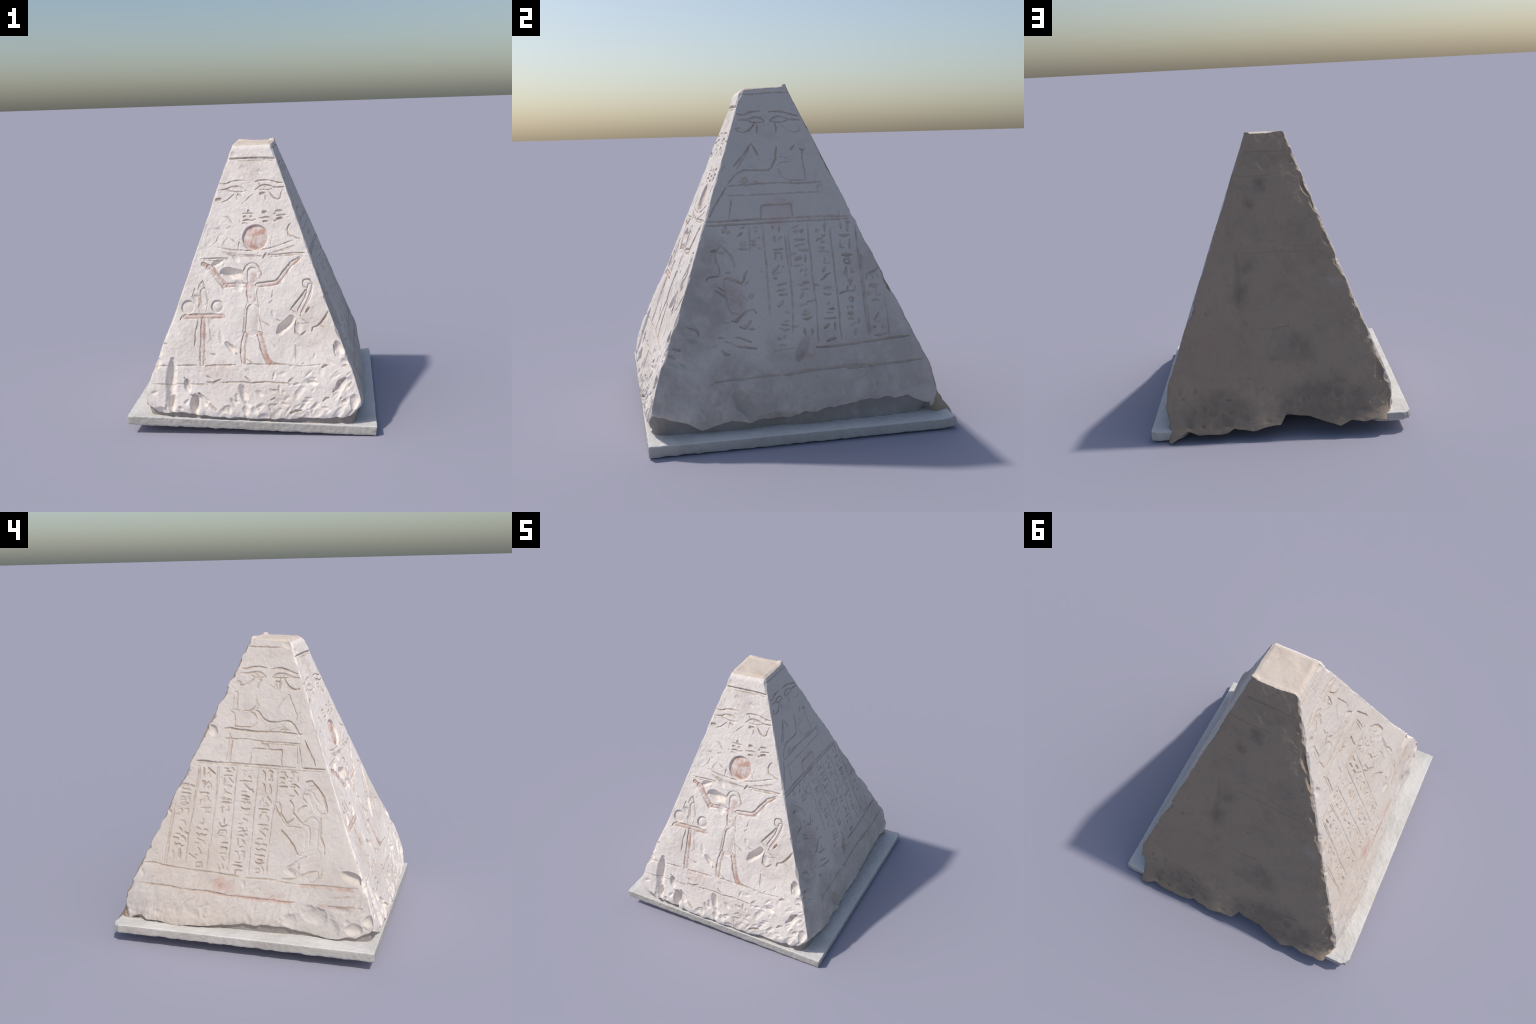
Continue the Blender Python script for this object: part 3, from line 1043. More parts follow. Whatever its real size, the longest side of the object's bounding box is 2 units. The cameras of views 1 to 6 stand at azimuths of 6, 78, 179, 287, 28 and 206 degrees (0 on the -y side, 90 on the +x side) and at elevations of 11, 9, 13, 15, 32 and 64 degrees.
rim = np.zeros(COLS)
top = np.zeros(COLS)
outward = np.zeros((COLS, 3))
for f, (a, b, n) in FACES.items():
    m = col_face == f
    t = col_a[m]
    end = arris_at(a, Z_LOW)[AXIS[f]], arris_at(b, Z_LOW)[AXIS[f]]
    s = end[0] + (end[1] - end[0]) * t
    prof = sorted(RIM[f])
    rim[m] = np.interp(s, [p[0] for p in prof], [p[1] for p in prof])
    top[m] = TOP_Z[a] + (TOP_Z[b] - TOP_Z[a]) * t
    if f == "back":                                  # raised, broken lip along the back of the top
        top[m] += 0.004 + 0.012 * smooth(0.55, 0.9, t) * smooth(1.0, 0.95, t) 
    outward[m] = corner_out[a][None] * (1 - t)[:, None] + corner_out[b][None] * t[:, None]
ring_pos = np.stack([np.cos(np.arange(COLS) / COLS * 2 * math.pi), np.sin(np.arange(COLS) / COLS * 2 * math.pi),
                     np.zeros(COLS)], -1)
rim += 0.008 * fbm(ring_pos, 16, 3, 41) * (np.where(col_face == "back", 0.6, 1.0))
top += 0.0016 * fbm(ring_pos, 22, 2, 43)

rows = np.linspace(0, 1, ROWS)
Z = rim[None] + (top - rim)[None] * rows[:, None]
P = np.zeros((ROWS, COLS, 3))
for f, (a, b, n) in FACES.items():
    m = np.where(col_face == f)[0]
    t = col_a[m][None, :, None]
    P[:, m] = arris_at(a, Z[:, m]) * (1 - t) + arris_at(b, Z[:, m]) * t

part = np.zeros((ROWS, COLS), np.int16)             # 0 = plain stone, else motif index
part_weight = np.zeros((ROWS, COLS))
motifs = {}


def motif_index(face, motif):
    return motifs.setdefault((face, motif), len(motifs) + 1)


def segment_distance(s, z, p, q):
    ax, az = p
    bx, bz = q
    dx, dz = bx - ax, bz - az
    L = dx * dx + dz * dz + 1e-9
    t = np.clip(((s - ax) * dx + (z - az) * dz) / L, 0, 1)
    return np.hypot(s - ax - t * dx, z - az - t * dz), t


def polyline_patch(S, H, pts, reach):
    """indices near a polyline, their distance to it and the path length to its nearer end"""
    xs, zs = [p[0] for p in pts], [p[1] for p in pts]
    idx = np.where((S > min(xs) - reach) & (S < max(xs) + reach) & (H > min(zs) - reach) & (H < max(zs) + reach))[0]
    d = np.full(len(idx), 1e9)
    along = np.zeros(len(idx))
    done = 0.0
    for p, q in zip(pts[:-1], pts[1:]):
        e, t = segment_distance(S[idx], H[idx], p, q)
        size = math.hypot(q[0] - p[0], q[1] - p[1])
        nearer = e < d
        d = np.where(nearer, e, d)
        along = np.where(nearer, done + t * size, along)
        done += size
    return idx, d, np.minimum(along, done - along), done


relief = np.zeros((ROWS, COLS))
for f, (a, b, n) in FACES.items():
    m = np.where(col_face == f)[0]
    sub = P[:, m]
    k = STRETCH[f] * 1000
    S = (sub[..., AXIS[f]] * 1000).ravel()
    H = (sub[..., 2] * k).ravel()
    up = STRETCH[f]
    jitter = fbm(sub.reshape(-1, 3), 55, 2, 7) * 1.6                 # unsteady chisel
    wear = 0.80 + 0.35 * fbm(sub.reshape(-1, 3), 7, 2, 9)            # worn and fresher stretches
    swing = fbm(sub.reshape(-1, 3), 14, 2, 35)                       # strokes swell and thin
    cut = np.zeros(S.size)
    pw = np.zeros(S.size)
    pid = np.zeros(S.size, np.int16)

    for motif, half, depth, pts in LIMBS[f]:
        pts = [(x, z * up) for x, z in pts]
        idx, d, _, _ = polyline_patch(S, H, pts, half + 8)
        d = d + jitter[idx]
        prof = 1.25 * depth * (0.25 + 0.75 * np.clip(d / half, 0, 1) ** 2) * smooth(half + 4, half - 1, d)
        cut[idx] = np.maximum(cut[idx], prof)
        w = smooth(half + 5, half, d)
        win = w > np.maximum(pw[idx], 0.3)
        pw[idx[win]] = w[win]
        pid[idx[win]] = motif_index(f, motif)
    for motif, s, z, radius, edge, dome in DISCS[f]:
        d = np.hypot(S - s, H - z * up) + jitter * 0.7
        idx = np.where(d < radius + 6)[0]
        q = d[idx] / radius
        prof = (edge - dome * np.clip(1 - q * q, 0, 1)) * smooth(radius + 4, radius - 2, d[idx])
        cut[idx] = np.where(q < 1.0, prof, np.maximum(cut[idx], prof))
        pw[idx] = 1
        pid[idx] = motif_index(f, motif)
    groove = np.zeros(S.size)
    for motif, half, depth, pts in STROKES[f]:
        pts = [(x, z * up) for x, z in pts]
        idx, d, end, size = polyline_patch(S, H, pts, half * 2 + 6)
        taper = 1.0 if size < 30 else 0.50 + 0.50 * smooth(0, min(45, 0.4 * size), end)
        d = (d + jitter[idx]) / (taper * (1 + 0.28 * swing[idx]))
        prof = {"figure": 0.85, "standard": 1.2}.get(motif, 1.45) * depth * wear[idx] * smooth(half * 1.30, half * 0.30, d)
        groove[idx] = np.maximum(groove[idx], prof)
        w = smooth(half * 1.9, half * 0.6, d)
        win = w > np.maximum(pw[idx], 0.35)
        pw[idx[win]] = w[win]
        pid[idx[win]] = motif_index(f, motif)
    damage = np.zeros(S.size)
    ragged = 0.26 * fbm(sub.reshape(-1, 3), 16, 3, 31)
    for s, z, la, lb, ang, depth in SCOOPS[f]:
        z = z * up
        idx = np.where((np.abs(S - s) < max(la, lb)) & (np.abs(H - z) < max(la, lb)))[0]
        if not len(idx):
            continue
        c, sn = math.cos(math.radians(ang)), math.sin(math.radians(ang))
        u = (S[idx] - s) * c + (H[idx] - z) * sn
        v = -(S[idx] - s) * sn + (H[idx] - z) * c
        q = np.hypot(u / la, v / lb) * (1 + ragged[idx]) + jitter[idx] * 0.02
        gain, power = (1.5, 0.75) if depth > 13 else (1.1, 1.2)
        damage[idx] = np.maximum(damage[idx], gain * depth * np.clip(1 - q * q, 0, 1) ** power)
    cut = np.maximum(cut, groove * 0.9) + 0.35 * np.minimum(cut, groove)
    cut = np.maximum(cut * smooth(40, 10, damage), damage) + 0.4 * np.minimum(cut, damage)

    q = sub.reshape(-1, 3)
    grain = 1.1 * fbm(q, 60, 3, 11) + 2.2 * fbm(q, 12, 3, 13) + 2.5 * fbm(q, 3.0, 2, 15)
    low = smooth(0.42, 0.16, q[:, 2])
    grain = grain + low * {"front": 5, "left": 3.0, "right": 4.0, "back": 5}[f] * fbm(q, 7, 4, 19, 0.42)
    if f == "front":
        side = smooth(0.1, 0.6, q[:, 0]) * smooth(0.75, 0.40, q[:, 2])
        grain = grain + side * 5 * fbm(q, 7, 4, 23, 0.42) + 9.0 * smooth(1.868, 1.876, q[:, 2])
        grain = grain - 16 * smooth(1.925, 1.975, q[:, 2]) ** 2
    if f == "back":
        lip = 0.205 + 0.02 * fbm(q, 6, 2, 27)
        grain = grain - 5 * smooth(lip + 0.008, lip - 0.02, q[:, 2]) + 16 * smooth(0.17, 0.04, q[:, 2]) * smooth(0.80, 0.66, np.abs(q[:, 0]))
        grain = grain + 3.0 * fbm(q, 5, 3, 29)
        # the unfinished back is hollow in the middle
        grain = grain - 17 * np.exp(-((q[:, 0] - 0.02) / 0.46) ** 4 - ((q[:, 2] - 0.78) / 0.50) ** 4)
    if f == "left":
        # faintly hollow in the middle, between full margins
        t = np.repeat(col_a[m][None], ROWS, 0).ravel()
        grain = grain - 8 * np.exp(-((t - 0.40) / 0.24) ** 4) * smooth(0.30, 0.55, q[:, 2]) * smooth(1.70, 1.40, q[:, 2])
        grain = grain + 7 * smooth(0.20, 0.05, t) * smooth(0.95, 0.60, q[:, 2])
    if f == "right":
        t = np.repeat(col_a[m][None], ROWS, 0).ravel()
        grain = grain - 5 * np.exp(-((t - 0.30) / 0.16) ** 2) * smooth(0.30, 0.50, q[:, 2]) * smooth(1.25, 0.95, q[:, 2])
    relief[:, m] = (grain - cut).reshape(ROWS, -1) / 1000
    part[:, m] = pid.reshape(ROWS, -1)

# faces keep their arrises: the relief of a face fades out at its edges
direction = np.zeros((COLS, 3))
for f, (a, b, n) in FACES.items():
    m = np.where(col_face == f)[0]
    direction[m] = NORMAL[f]
shift = np.zeros_like(P)
for f, (a, b, n) in FACES.items():
    m = np.where(col_face == f)[0]
    A, B = arris_at(a, Z[:, m]), arris_at(b, Z[:, m])
    width = np.linalg.norm(B - A, axis=-1)
    t = col_a[m][None]
    ea, eb = t * width, (1 - t) * width
    fade = smooth(0.0, 0.016, np.minimum(ea, eb))
    shift[:, m] += (relief[:, m] * fade)[..., None] * NORMAL[f]
    # bevels along both arrises
    for name, e in ((a, ea), (b, eb)):
        corner = arris_at(name, Z[:, m])
        wear = EDGE_WEAR[name] * (0.55 + 0.9 * np.clip(fbm(corner, 16, 3, 51 + len(name) + ord(name[1])), -0.5, 1)
                                  + 0.35 * np.clip(fbm(corner, 45, 2, 61), 0, 1))
        for zc, half, depth in CHIPS[name]:
            q = (corner[..., 2] - zc) / half + 0.25 * fbm(corner, 30, 2, 71)
            wear = np.maximum(wear, depth * np.clip(1 - q * q, 0, 1))
        wear = wear * (1 + 0.25 * fbm(P[:, m], 35, 2, 77))
        push = np.clip(wear - 0.70 * e, 0, None)
        axis = corner_out[name] / np.linalg.norm(corner_out[name])
        shift[:, m] -= push[..., None] * axis

# the lower courses draw in towards the foot; shared by all faces, so taken along the joined outward field
draw_in = {"front": 0.05, "right": 0.35, "left": 0.25, "back": 0.0}
amount = np.array([draw_in[f] for f in col_face])
kernel = np.hanning(61)
# the two front corners bulge above the foot
for name, gain in (("fr", 0.018), ("fl", 0.015)):
    corner = arris_at(name, Z)
    dist = np.linalg.norm(P - corner, axis=-1)
    swell = gain * np.exp(-(dist / 0.20) ** 2) * np.exp(-((Z - 0.46) / 0.19) ** 2)
    shift += swell[..., None] * outward[None]
amount = np.convolve(np.concatenate([amount[-30:], amount, amount[:30]]), kernel / kernel.sum(), "valid")
inset = amount[None] * np.clip(0.34 - Z, 0, None) ** 2
# the back corners are worn upright below knee height
for name in ("bl", "br"):
    dist = np.linalg.norm(P - arris_at(name, Z), axis=-1)
    side = np.where((col_face == "back")[None], 0.09, 0.26)
    inset = inset + 0.30 * np.clip(0.33 - np.maximum(Z, 0.10), 0, None) * np.exp(-(dist / side) ** 2)
under = np.clip(1 - (Z - rim[None]) / 0.045, 0, 1) ** 2            # rounded lower edge
inset = inset + under * np.where(amount > 0.02, 0.013, 0.0)[None] * np.minimum(1, amount / 0.05)[None]
shift -= inset[..., None] * outward[None]
block = P + shift

# ------------------------------------------------------------------ foot: undercut and bedded on the slab
reach = {"front": 0.024, "right": 0.034, "left": 0.026, "back": 0.10}
inward = np.array([reach[f] for f in col_face])
inward = np.convolve(np.concatenate([inward[-30:], inward, inward[:30]]), kernel / kernel.sum(), "valid")
is_back = np.where(col_face == "back", smooth(0.03, 0.12, col_a) * smooth(0.97, 0.88, col_a), 0.0)
foot = []
flat_out = outward.copy()
flat_out[:, 2] = 0
even = np.stack([np.convolve(np.concatenate([block[0, -20:, k], block[0, :, k], block[0, :20, k]]), np.ones(41) / 41, "valid")
                 for k in range(3)], -1)
for kf in range(1, FOOT_ROWS + 1):
    u = kf / FOOT_ROWS
    p = block[0] * (1 - u) + even * u
    p -= flat_out * (inward * (math.sin(u * math.pi / 2) ** 0.8))[:, None]
    bed = slab_top(p[:, 0]) - 0.006
    z_bed = block[0, :, 2] + (bed - block[0, :, 2]) * u ** 1.6
    z_hang = block[0, :, 2] + (0.16 - block[0, :, 2]) * u
    p[:, 2] = z_bed * (1 - is_back) + z_hang * is_back
    p += (0.009 * fbm(p, 16, 3, 83) * math.sin(u * math.pi))[:, None] * outward
    foot.append(p)

# ------------------------------------------------------------------ broken top
rim_top = block[-1]
rim_top[:, 2] += 0.022 * np.exp(-((rim_top[:, 0] - 0.138) / 0.024) ** 4 - ((rim_top[:, 1] - 0.056) / 0.022) ** 4)
centre = rim_top.mean(0)
cap = []
for kc in range(1, CAP_RINGS + 1):
    u = kc / CAP_RINGS
    keep = (1 - u) ** 1.15
    p = centre + (rim_top - centre) * keep
    v = np.clip((p[:, 1] + 0.20) / 0.27, 0, 1)
    plane = 1.978 + 0.008 * v + 0.010 * (p[:, 0] / 0.15) * 0.3
    p[:, 2] = rim_top[:, 2] + (plane - rim_top[:, 2]) * smooth(-0.02, 0.16, u)
    p[:, 2] += (0.0035 * fbm(p * [1, 1, 0], 14, 3, 91) - 0.010 * np.exp(-((p[:, 0] + 0.02) ** 2 + (p[:, 1] - 0.03) ** 2) / 0.0012) * 0.5) * smooth(0, 0.2, u)
    # splintered ridge left standing by the back left corner
    p[:, 2] += 0.014 * np.exp(-((p[:, 0] + 0.085) / 0.06) ** 2 - ((p[:, 1] - 0.062) / 0.022) ** 2) * smooth(0, 0.15, u)
    # small upright spur on the back right corner
    p[:, 2] += 0.022 * np.exp(-((p[:, 0] - 0.138) / 0.024) ** 4 - ((p[:, 1] - 0.056) / 0.022) ** 4)
    cap.append(p)

stack = foot[::-1] + [block[r] for r in range(ROWS)] + cap
rings = np.stack(stack)
R = len(rings)
verts = rings.reshape(-1, 3)
top_mid = len(verts)
verts = np.vstack([verts, [cap[-1].mean(0)], [foot[-1].mean(0) * [1, 1, 0] + [0, 0, 0.12]]])

ci = np.arange(COLS)
cj = (ci + 1) % COLS
quads, quad_row, quad_col = [], [], []
for r in range(R - 1):
    quads.append(np.stack([r * COLS + ci, r * COLS + cj, (r + 1) * COLS + cj, (r + 1) * COLS + ci], -1))
quads = np.concatenate(quads)
quad_row = np.repeat(np.arange(R - 1), COLS)
quad_col = np.tile(ci, R - 1)
tris = np.concatenate([
    np.stack([(R - 1) * COLS + ci, (R - 1) * COLS + cj, np.full(COLS, top_mid)], -1),
    np.stack([cj, ci, np.full(COLS, top_mid + 1)], -1)])

# the splintered ridge and spur end at two metres, the lowest rag at the ground
high = verts[:, 2] > 1.99
verts[high, 2] = 1.99 + 0.010 * np.tanh((verts[high, 2] - 1.99) / 0.010)
verts[:, 2] = np.maximum(verts[:, 2], 0.001)


def vertex_normals(v, quads, tris):
    n = np.zeros_like(v)
    fn = np.cross(v[quads[:, 2]] - v[quads[:, 0]], v[quads[:, 3]] - v[quads[:, 1]])
    groups = [(quads[:, k], fn) for k in range(4)]
    if len(tris):
        tn = np.cross(v[tris[:, 1]] - v[tris[:, 0]], v[tris[:, 2]] - v[tris[:, 0]])
        groups += [(tris[:, k], tn) for k in range(3)]
    for idx, w in groups:
        for axis in range(3):
            n[:, axis] += np.bincount(idx, w[:, axis], len(v))
    return n / np.maximum(np.linalg.norm(n, axis=1, keepdims=True), 1e-12)


def mesh_object(name, v, quads, tris, normals, material):
    used = np.unique(np.concatenate([quads.ravel(), tris.ravel()]))
    remap = np.zeros(len(v), np.int64)
    remap[used] = np.arange(len(used))
    quads, tris = remap[quads], remap[tris]
    mesh = bpy.data.meshes.new(name)
    mesh.vertices.add(len(used))
    mesh.vertices.foreach_set("co", v[used].astype(np.float32).ravel())
    loops = np.concatenate([quads.ravel(), tris.ravel()]).astype(np.int32)
    mesh.loops.add(len(loops))
    mesh.loops.foreach_set("vertex_index", loops)
    counts = np.concatenate([np.full(len(quads), 4), np.full(len(tris), 3)]).astype(np.int32)
    mesh.polygons.add(len(counts))
    mesh.polygons.foreach_set("loop_start", (np.cumsum(counts) - counts).astype(np.int32))
    mesh.update(calc_edges=True)
    mesh.polygons.foreach_set("use_smooth", np.ones(len(counts), bool))
    if normals is not None:
        mesh.normals_split_custom_set_from_vertices(normals[used].tolist())
    mesh.materials.append(material)
    obj = bpy.data.objects.new(name, mesh)
    bpy.context.collection.objects.link(obj)
    return obj


# ------------------------------------------------------------------ materials
def new_material(name):
    mat = bpy.data.materials.new(name)
    mat.use_nodes = True
    nt = mat.node_tree
    nt.nodes.clear()
    out = nt.nodes.new("ShaderNodeOutputMaterial")
    bsdf = nt.nodes.new("ShaderNodeBsdfPrincipled")
    nt.links.new(bsdf.outputs[0], out.inputs[0])
    bsdf.inputs["Specular IOR Level"].default_value = 0.25
    return mat, nt, bsdf


class Graph:
    def __init__(self, nt):
        self.nt = nt
        self.coord = nt.nodes.new("ShaderNodeTexCoord").outputs["Object"]

    def put(self, node, socket, value):
        if isinstance(value, bpy.types.NodeSocket):
            self.nt.links.new(value, node.inputs[socket])
        else:
            node.inputs[socket].default_value = value

    def math(self, op, a, b=0.0, c=0.0, clamp=False):
        n = self.nt.nodes.new("ShaderNodeMath")
        n.operation, n.use_clamp = op, clamp
        for i, v in enumerate((a, b, c)):
            self.put(n, i, v)
        return n.outputs[0]

    def vec(self, op, a, b=(0, 0, 0), scale=None):
        n = self.nt.nodes.new("ShaderNodeVectorMath")
        n.operation = op
        self.put(n, 0, a)
        self.put(n, 1, b)
        if scale is not None:
            self.put(n, "Scale", scale)
        return n.outputs["Value"] if op in ("DOT_PRODUCT", "LENGTH", "DISTANCE") else n.outputs[0]

    def noise(self, scale, detail=4, rough=0.55, distort=0.0, stretch=None, offset=(0, 0, 0)):
        v = self.coord
        if stretch is not None or offset != (0, 0, 0):
            mp = self.nt.nodes.new("ShaderNodeMapping")
            mp.inputs["Location"].default_value = offset
            mp.inputs["Scale"].default_value = stretch or (1, 1, 1)
            self.nt.links.new(v, mp.inputs["Vector"])
            v = mp.outputs[0]
        n = self.nt.nodes.new("ShaderNodeTexNoise")
        self.put(n, "Vector", v)
        self.put(n, "Scale", scale)
        self.put(n, "Detail", detail)
        self.put(n, "Roughness", rough)
        self.put(n, "Distortion", distort)
        return n.outputs["Fac"]

    def ramp(self, fac, lo, hi):
        n = self.nt.nodes.new("ShaderNodeMapRange")
        n.interpolation_type = "SMOOTHSTEP"
        self.put(n, "Value", fac)
        self.put(n, "From Min", lo)
        self.put(n, "From Max", hi)
        return n.outputs[0]

    def mix(self, fac, a, b):
        n = self.nt.nodes.new("ShaderNodeMix")
        n.data_type = "RGBA"
        self.put(n, 0, fac)
        for i, v in ((6, a), (7, b)):
            self.put(n, i, v if isinstance(v, bpy.types.NodeSocket) else (*v, 1))
        return n.outputs[2]

    def bump(self, height, strength, distance):
        n = self.nt.nodes.new("ShaderNodeBump")
        self.put(n, "Height", height)
        self.put(n, "Strength", strength)
        self.put(n, "Distance", distance)
        return n.outputs[0]

    def flat_point(self, axis):
        """object position projected on the face: (along, height, 0)"""
        sp = self.nt.nodes.new("ShaderNodeSeparateXYZ")
        self.nt.links.new(self.coord, sp.inputs[0])
        cb = self.nt.nodes.new("ShaderNodeCombineXYZ")
        self.nt.links.new(sp.outputs[axis], cb.inputs[0])
        self.nt.links.new(sp.outputs[2], cb.inputs[1])
        return cb.outputs[0]

    def capsule(self, point, a, b, half, soft):
        """mask of a painted stroke from a to b"""
        a = np.array([a[0], a[1], 0]) / 1000
        b = np.array([b[0], b[1], 0]) / 1000
        ab = b - a
        rel = self.vec("SUBTRACT", point, tuple(a))
        t = self.math("DIVIDE", self.vec("DOT_PRODUCT", rel, tuple(ab)), float(ab @ ab + 1e-9), clamp=True)
        foot = self.vec("SCALE", tuple(ab), scale=t)
        d = self.vec("DISTANCE", rel, foot)
        return self.ramp(d, (half + soft) / 1000, max(half - soft, 0) / 1000)


# painted remains: half width, softness, strength, points
PIGMENT = {
    "front": [
        (84, 12, 0.80, (24, 1316), (24, 1318)),
        (15, 6, 0.75, (-356, 1143), (-310, 1120), (-286, 1103), (-235, 1038)),
        (18, 8, 0.55, (-235, 1038), (-200, 1000)),
        (13, 6, 0.70, (-180, 994), (-129, 998)),
        (12, 6, 0.55, (45, 992), (170, 1002), (193, 1023), (261, 1108)),
        (10, 5, 0.65, (261, 1108), (289, 1135), (334, 1168)),
        (22, 12, 0.60, (8, 1060), (2, 1005)),
        (14, 9, 0.60, (-34, 992), (-16, 920)), (10, 8, 0.4, (21, 930), (21, 895)),
        (15, 8, 0.45, (-40, 672), (-57, 613), (-59, 544), (-52, 490)),
        (17, 7, 0.75, (54, 672), (74, 617), (84, 567), (108, 512), (128, 480)),
        (14, 5, 0.55, (-474, 786), (-200, 790)),
        (12, 5, 0.75, (-344, 770), (-344, 640)), (12, 6, 0.45, (-344, 640), (-346, 480)),
        (10, 7, 0.45, (420, 990), (402, 911), (352, 819)),
        (40, 30, 0.28, (-310, 440), (-200, 440)),
    ],
    "left": [
        (40, 32, 0.55, (168, 430), (90, 400)),
        (9, 8, 0.60, (260, 371), (139, 362), (-57, 354), (-327, 345)),
        (9, 7, 0.55, (-400, 452), (-560, 455), (-730, 452)),
        (26, 22, 0.25, (-180, 380), (-250, 360)),
        (9, 8, 0.45, (-520, 345), (-700, 335)),
    ],
    "right": [
        (85, 12, 0.22, (-80, 1252), (-75, 1256)),
        (38, 28, 0.25, (-385, 860), (-365, 760)),
        (22, 14, 0.40, (0, 452), (45, 460)),
    ],
    "back": [],
}
PALE = (0.860, 0.780, 0.710)
BUFF = (0.570, 0.480, 0.405)
GREY = (0.500, 0.475, 0.455)
RED = (0.520, 0.270, 0.200)
DIRT = (0.390, 0.285, 0.205)


def stone(name, face, dirt=0.0, base=PALE, buff=0.5, grey=0.35, warm=BUFF, shade=GREY, fleck=(0.36, 0.30, 0.25), patch=None):
    mat, nt, bsdf = new_material(name)
    g = Graph(nt)
    col = g.mix(g.math("MULTIPLY", g.ramp(g.noise(3.1, 5, 0.6, 0.4), 0.48, 0.75), buff), base, warm)
    col = g.mix(g.math("MULTIPLY", g.ramp(g.noise(7.0, 6, 0.62, 0.3, offset=(3, 1, 2)), 0.52, 0.74), grey), col, shade)
    col = g.mix(g.math("MULTIPLY", g.ramp(g.noise(42, 5, 0.65), 0.54, 0.72), 0.30), col, warm)
    col = g.mix(g.math("MULTIPLY", g.ramp(g.noise(26, 4, 0.6, 0.6, offset=(4, 4, 9)), 0.60, 0.74), 0.40), col, fleck)
    col = g.mix(g.math("MULTIPLY", g.ramp(g.noise(13, 6, 0.7, 0.8, offset=(9, 1, 3)), 0.50, 0.72), 0.45 * buff), col, warm)
    if patch:
        p = g.flat_point(AXIS[face])
        fray = g.math("MULTIPLY", g.math("SUBTRACT", g.noise(9, 6, 0.7), 0.52), 4.0)
        p = g.vec("ADD", p, g.vec("SCALE", (0.20, 0.0, 0.0), scale=g.math("SUBTRACT", g.noise(5, 4, 0.6, offset=(2, 5, 1)), 0.5)))
        p = g.vec("ADD", p, g.vec("SCALE", (0.0, 0.20, 0.0), scale=g.math("SUBTRACT", g.noise(5, 4, 0.6, offset=(8, 3, 6)), 0.5)))
        for (tone, s, z, half, soft, strength) in patch:
            m = g.capsule(p, (s, z), (s + 1, z), half, soft)
            m = g.math("MULTIPLY", g.math("ADD", m, g.math("MULTIPLY", fray, m), clamp=True), strength)
            col = g.mix(m, col, tone)
    if face in PIGMENT and PIGMENT[face]:
        p = g.flat_point(AXIS[face])
        wobble = g.noise(38, 3, 0.6, offset=(7, 7, 7))
        p = g.vec("ADD", p, g.vec("SCALE", (0.012, 0.010, 0.0), scale=g.math("SUBTRACT", wobble, 0.5)))
        fade = g.ramp(g.noise(16, 5, 0.65, offset=(1, 9, 4)), 0.36, 0.66)
        total = None
        for half, soft, strength, *pts in PIGMENT[face]:
            for a, b in zip(pts[:-1], pts[1:]):
                m = g.math("MULTIPLY", g.capsule(p, a, b, half, soft), strength)
                total = m if total is None else g.math("MAXIMUM", total, m)
        total = g.math("MULTIPLY", total, g.math("MULTIPLY_ADD", fade, 0.85, 0.25))
        col = g.mix(total, col, RED)
    if dirt:
        col = g.mix(g.math("MULTIPLY", g.ramp(g.noise(22, 4, 0.6, offset=(5, 2, 8)), 0.25, 0.70), dirt), col, DIRT)
    nt.links.new(col, bsdf.inputs["Base Color"])
    bsdf.inputs["Roughness"].default_value = 0.85
    h = g.math("ADD", g.noise(95, 6, 0.65), g.math("MULTIPLY", g.noise(320, 3, 0.6), 0.35))
    nt.links.new(g.bump(h, 0.35, 0.006), bsdf.inputs["Normal"])
    return mat


BROWN = (0.300, 0.250, 0.205)
DARK_BACK = (0.185, 0.150, 0.120)
WARM_BACK = (0.390, 0.300, 0.222)
PATCHES = {
    "right": [(BROWN, -560, 780, 190, 130, 0.45), (BROWN, -480, 1080, 70, 60, 0.40), (BROWN, -800, 330, 120, 90, 0.40),
              (BROWN, -150, 480, 60, 50, 0.30), (BROWN, 560, 420, 240, 180, 0.40), (BROWN, 480, 900, 160, 140, 0.30), (BROWN, 100, 260, 300, 110, 0.35), (BROWN, -400, 230, 240, 90, 0.45), (BROWN, -680, 560, 90, 70, 0.35)],
    "front": [(GREY, -320, 1420, 60, 45, 0.25), (BUFF, -20, 1800, 90, 60, 0.35), (BUFF, -420, 590, 110, 80, 0.25),
              (BUFF, 480, 760, 160, 120, 0.28), (BUFF, 30, 770, 90, 60, 0.30), (BUFF, -150, 330, 160, 110, 0.25)],
    "left": [(BUFF, 350, 340, 340, 220, 0.55), (GREY, -560, 270, 150, 120, 0.45), (BUFF, -620, 380, 160, 90, 0.25),
             (GREY, 740, 360, 110, 90, 0.35), (BUFF, 500, 760, 280, 220, 0.45), (BUFF, -480, 1060, 70, 40, 0.30)],
    "back": [(DARK_BACK, 230, 900, 60, 60, 0.5), (DARK_BACK, 190, 1100, 60, 60, 0.45), (DARK_BACK, 60, 1640, 40, 30, 0.6),
             (DARK_BACK, -170, 560, 80, 70, 0.45), (BUFF, -420, 980, 40, 35, 0.25), 
             (DARK_BACK, -300, 90, 300, 80, 0.55), (DARK_BACK, 420, 80, 240, 70, 0.45),
             ((0.36, 0.24, 0.19), 420, 560, 220, 180, 0.35), (DARK_BACK, 130, 1540, 30, 25, 0.5)],
}
stone_of = {
    "front": stone("painted_limestone", "front", patch=PATCHES["front"], buff=0.42, grey=0.26),
    "left": stone("dressed_limestone", "left", base=(0.655, 0.588, 0.530), patch=PATCHES["left"], buff=0.55, grey=0.35),
    "right": stone("stained_shaded_limestone", "right", base=(0.650, 0.585, 0.530), patch=PATCHES["right"], buff=0.30, grey=0.40),  # base lowered partway for baked-in shade; the brown patches are stains
    "back": stone("weathered_limestone", "back", base=WARM_BACK, warm=(0.30, 0.225, 0.165), shade=(0.27, 0.235, 0.20), fleck=(0.19, 0.15, 0.115), patch=PATCHES["back"], buff=0.55, grey=0.4),
}
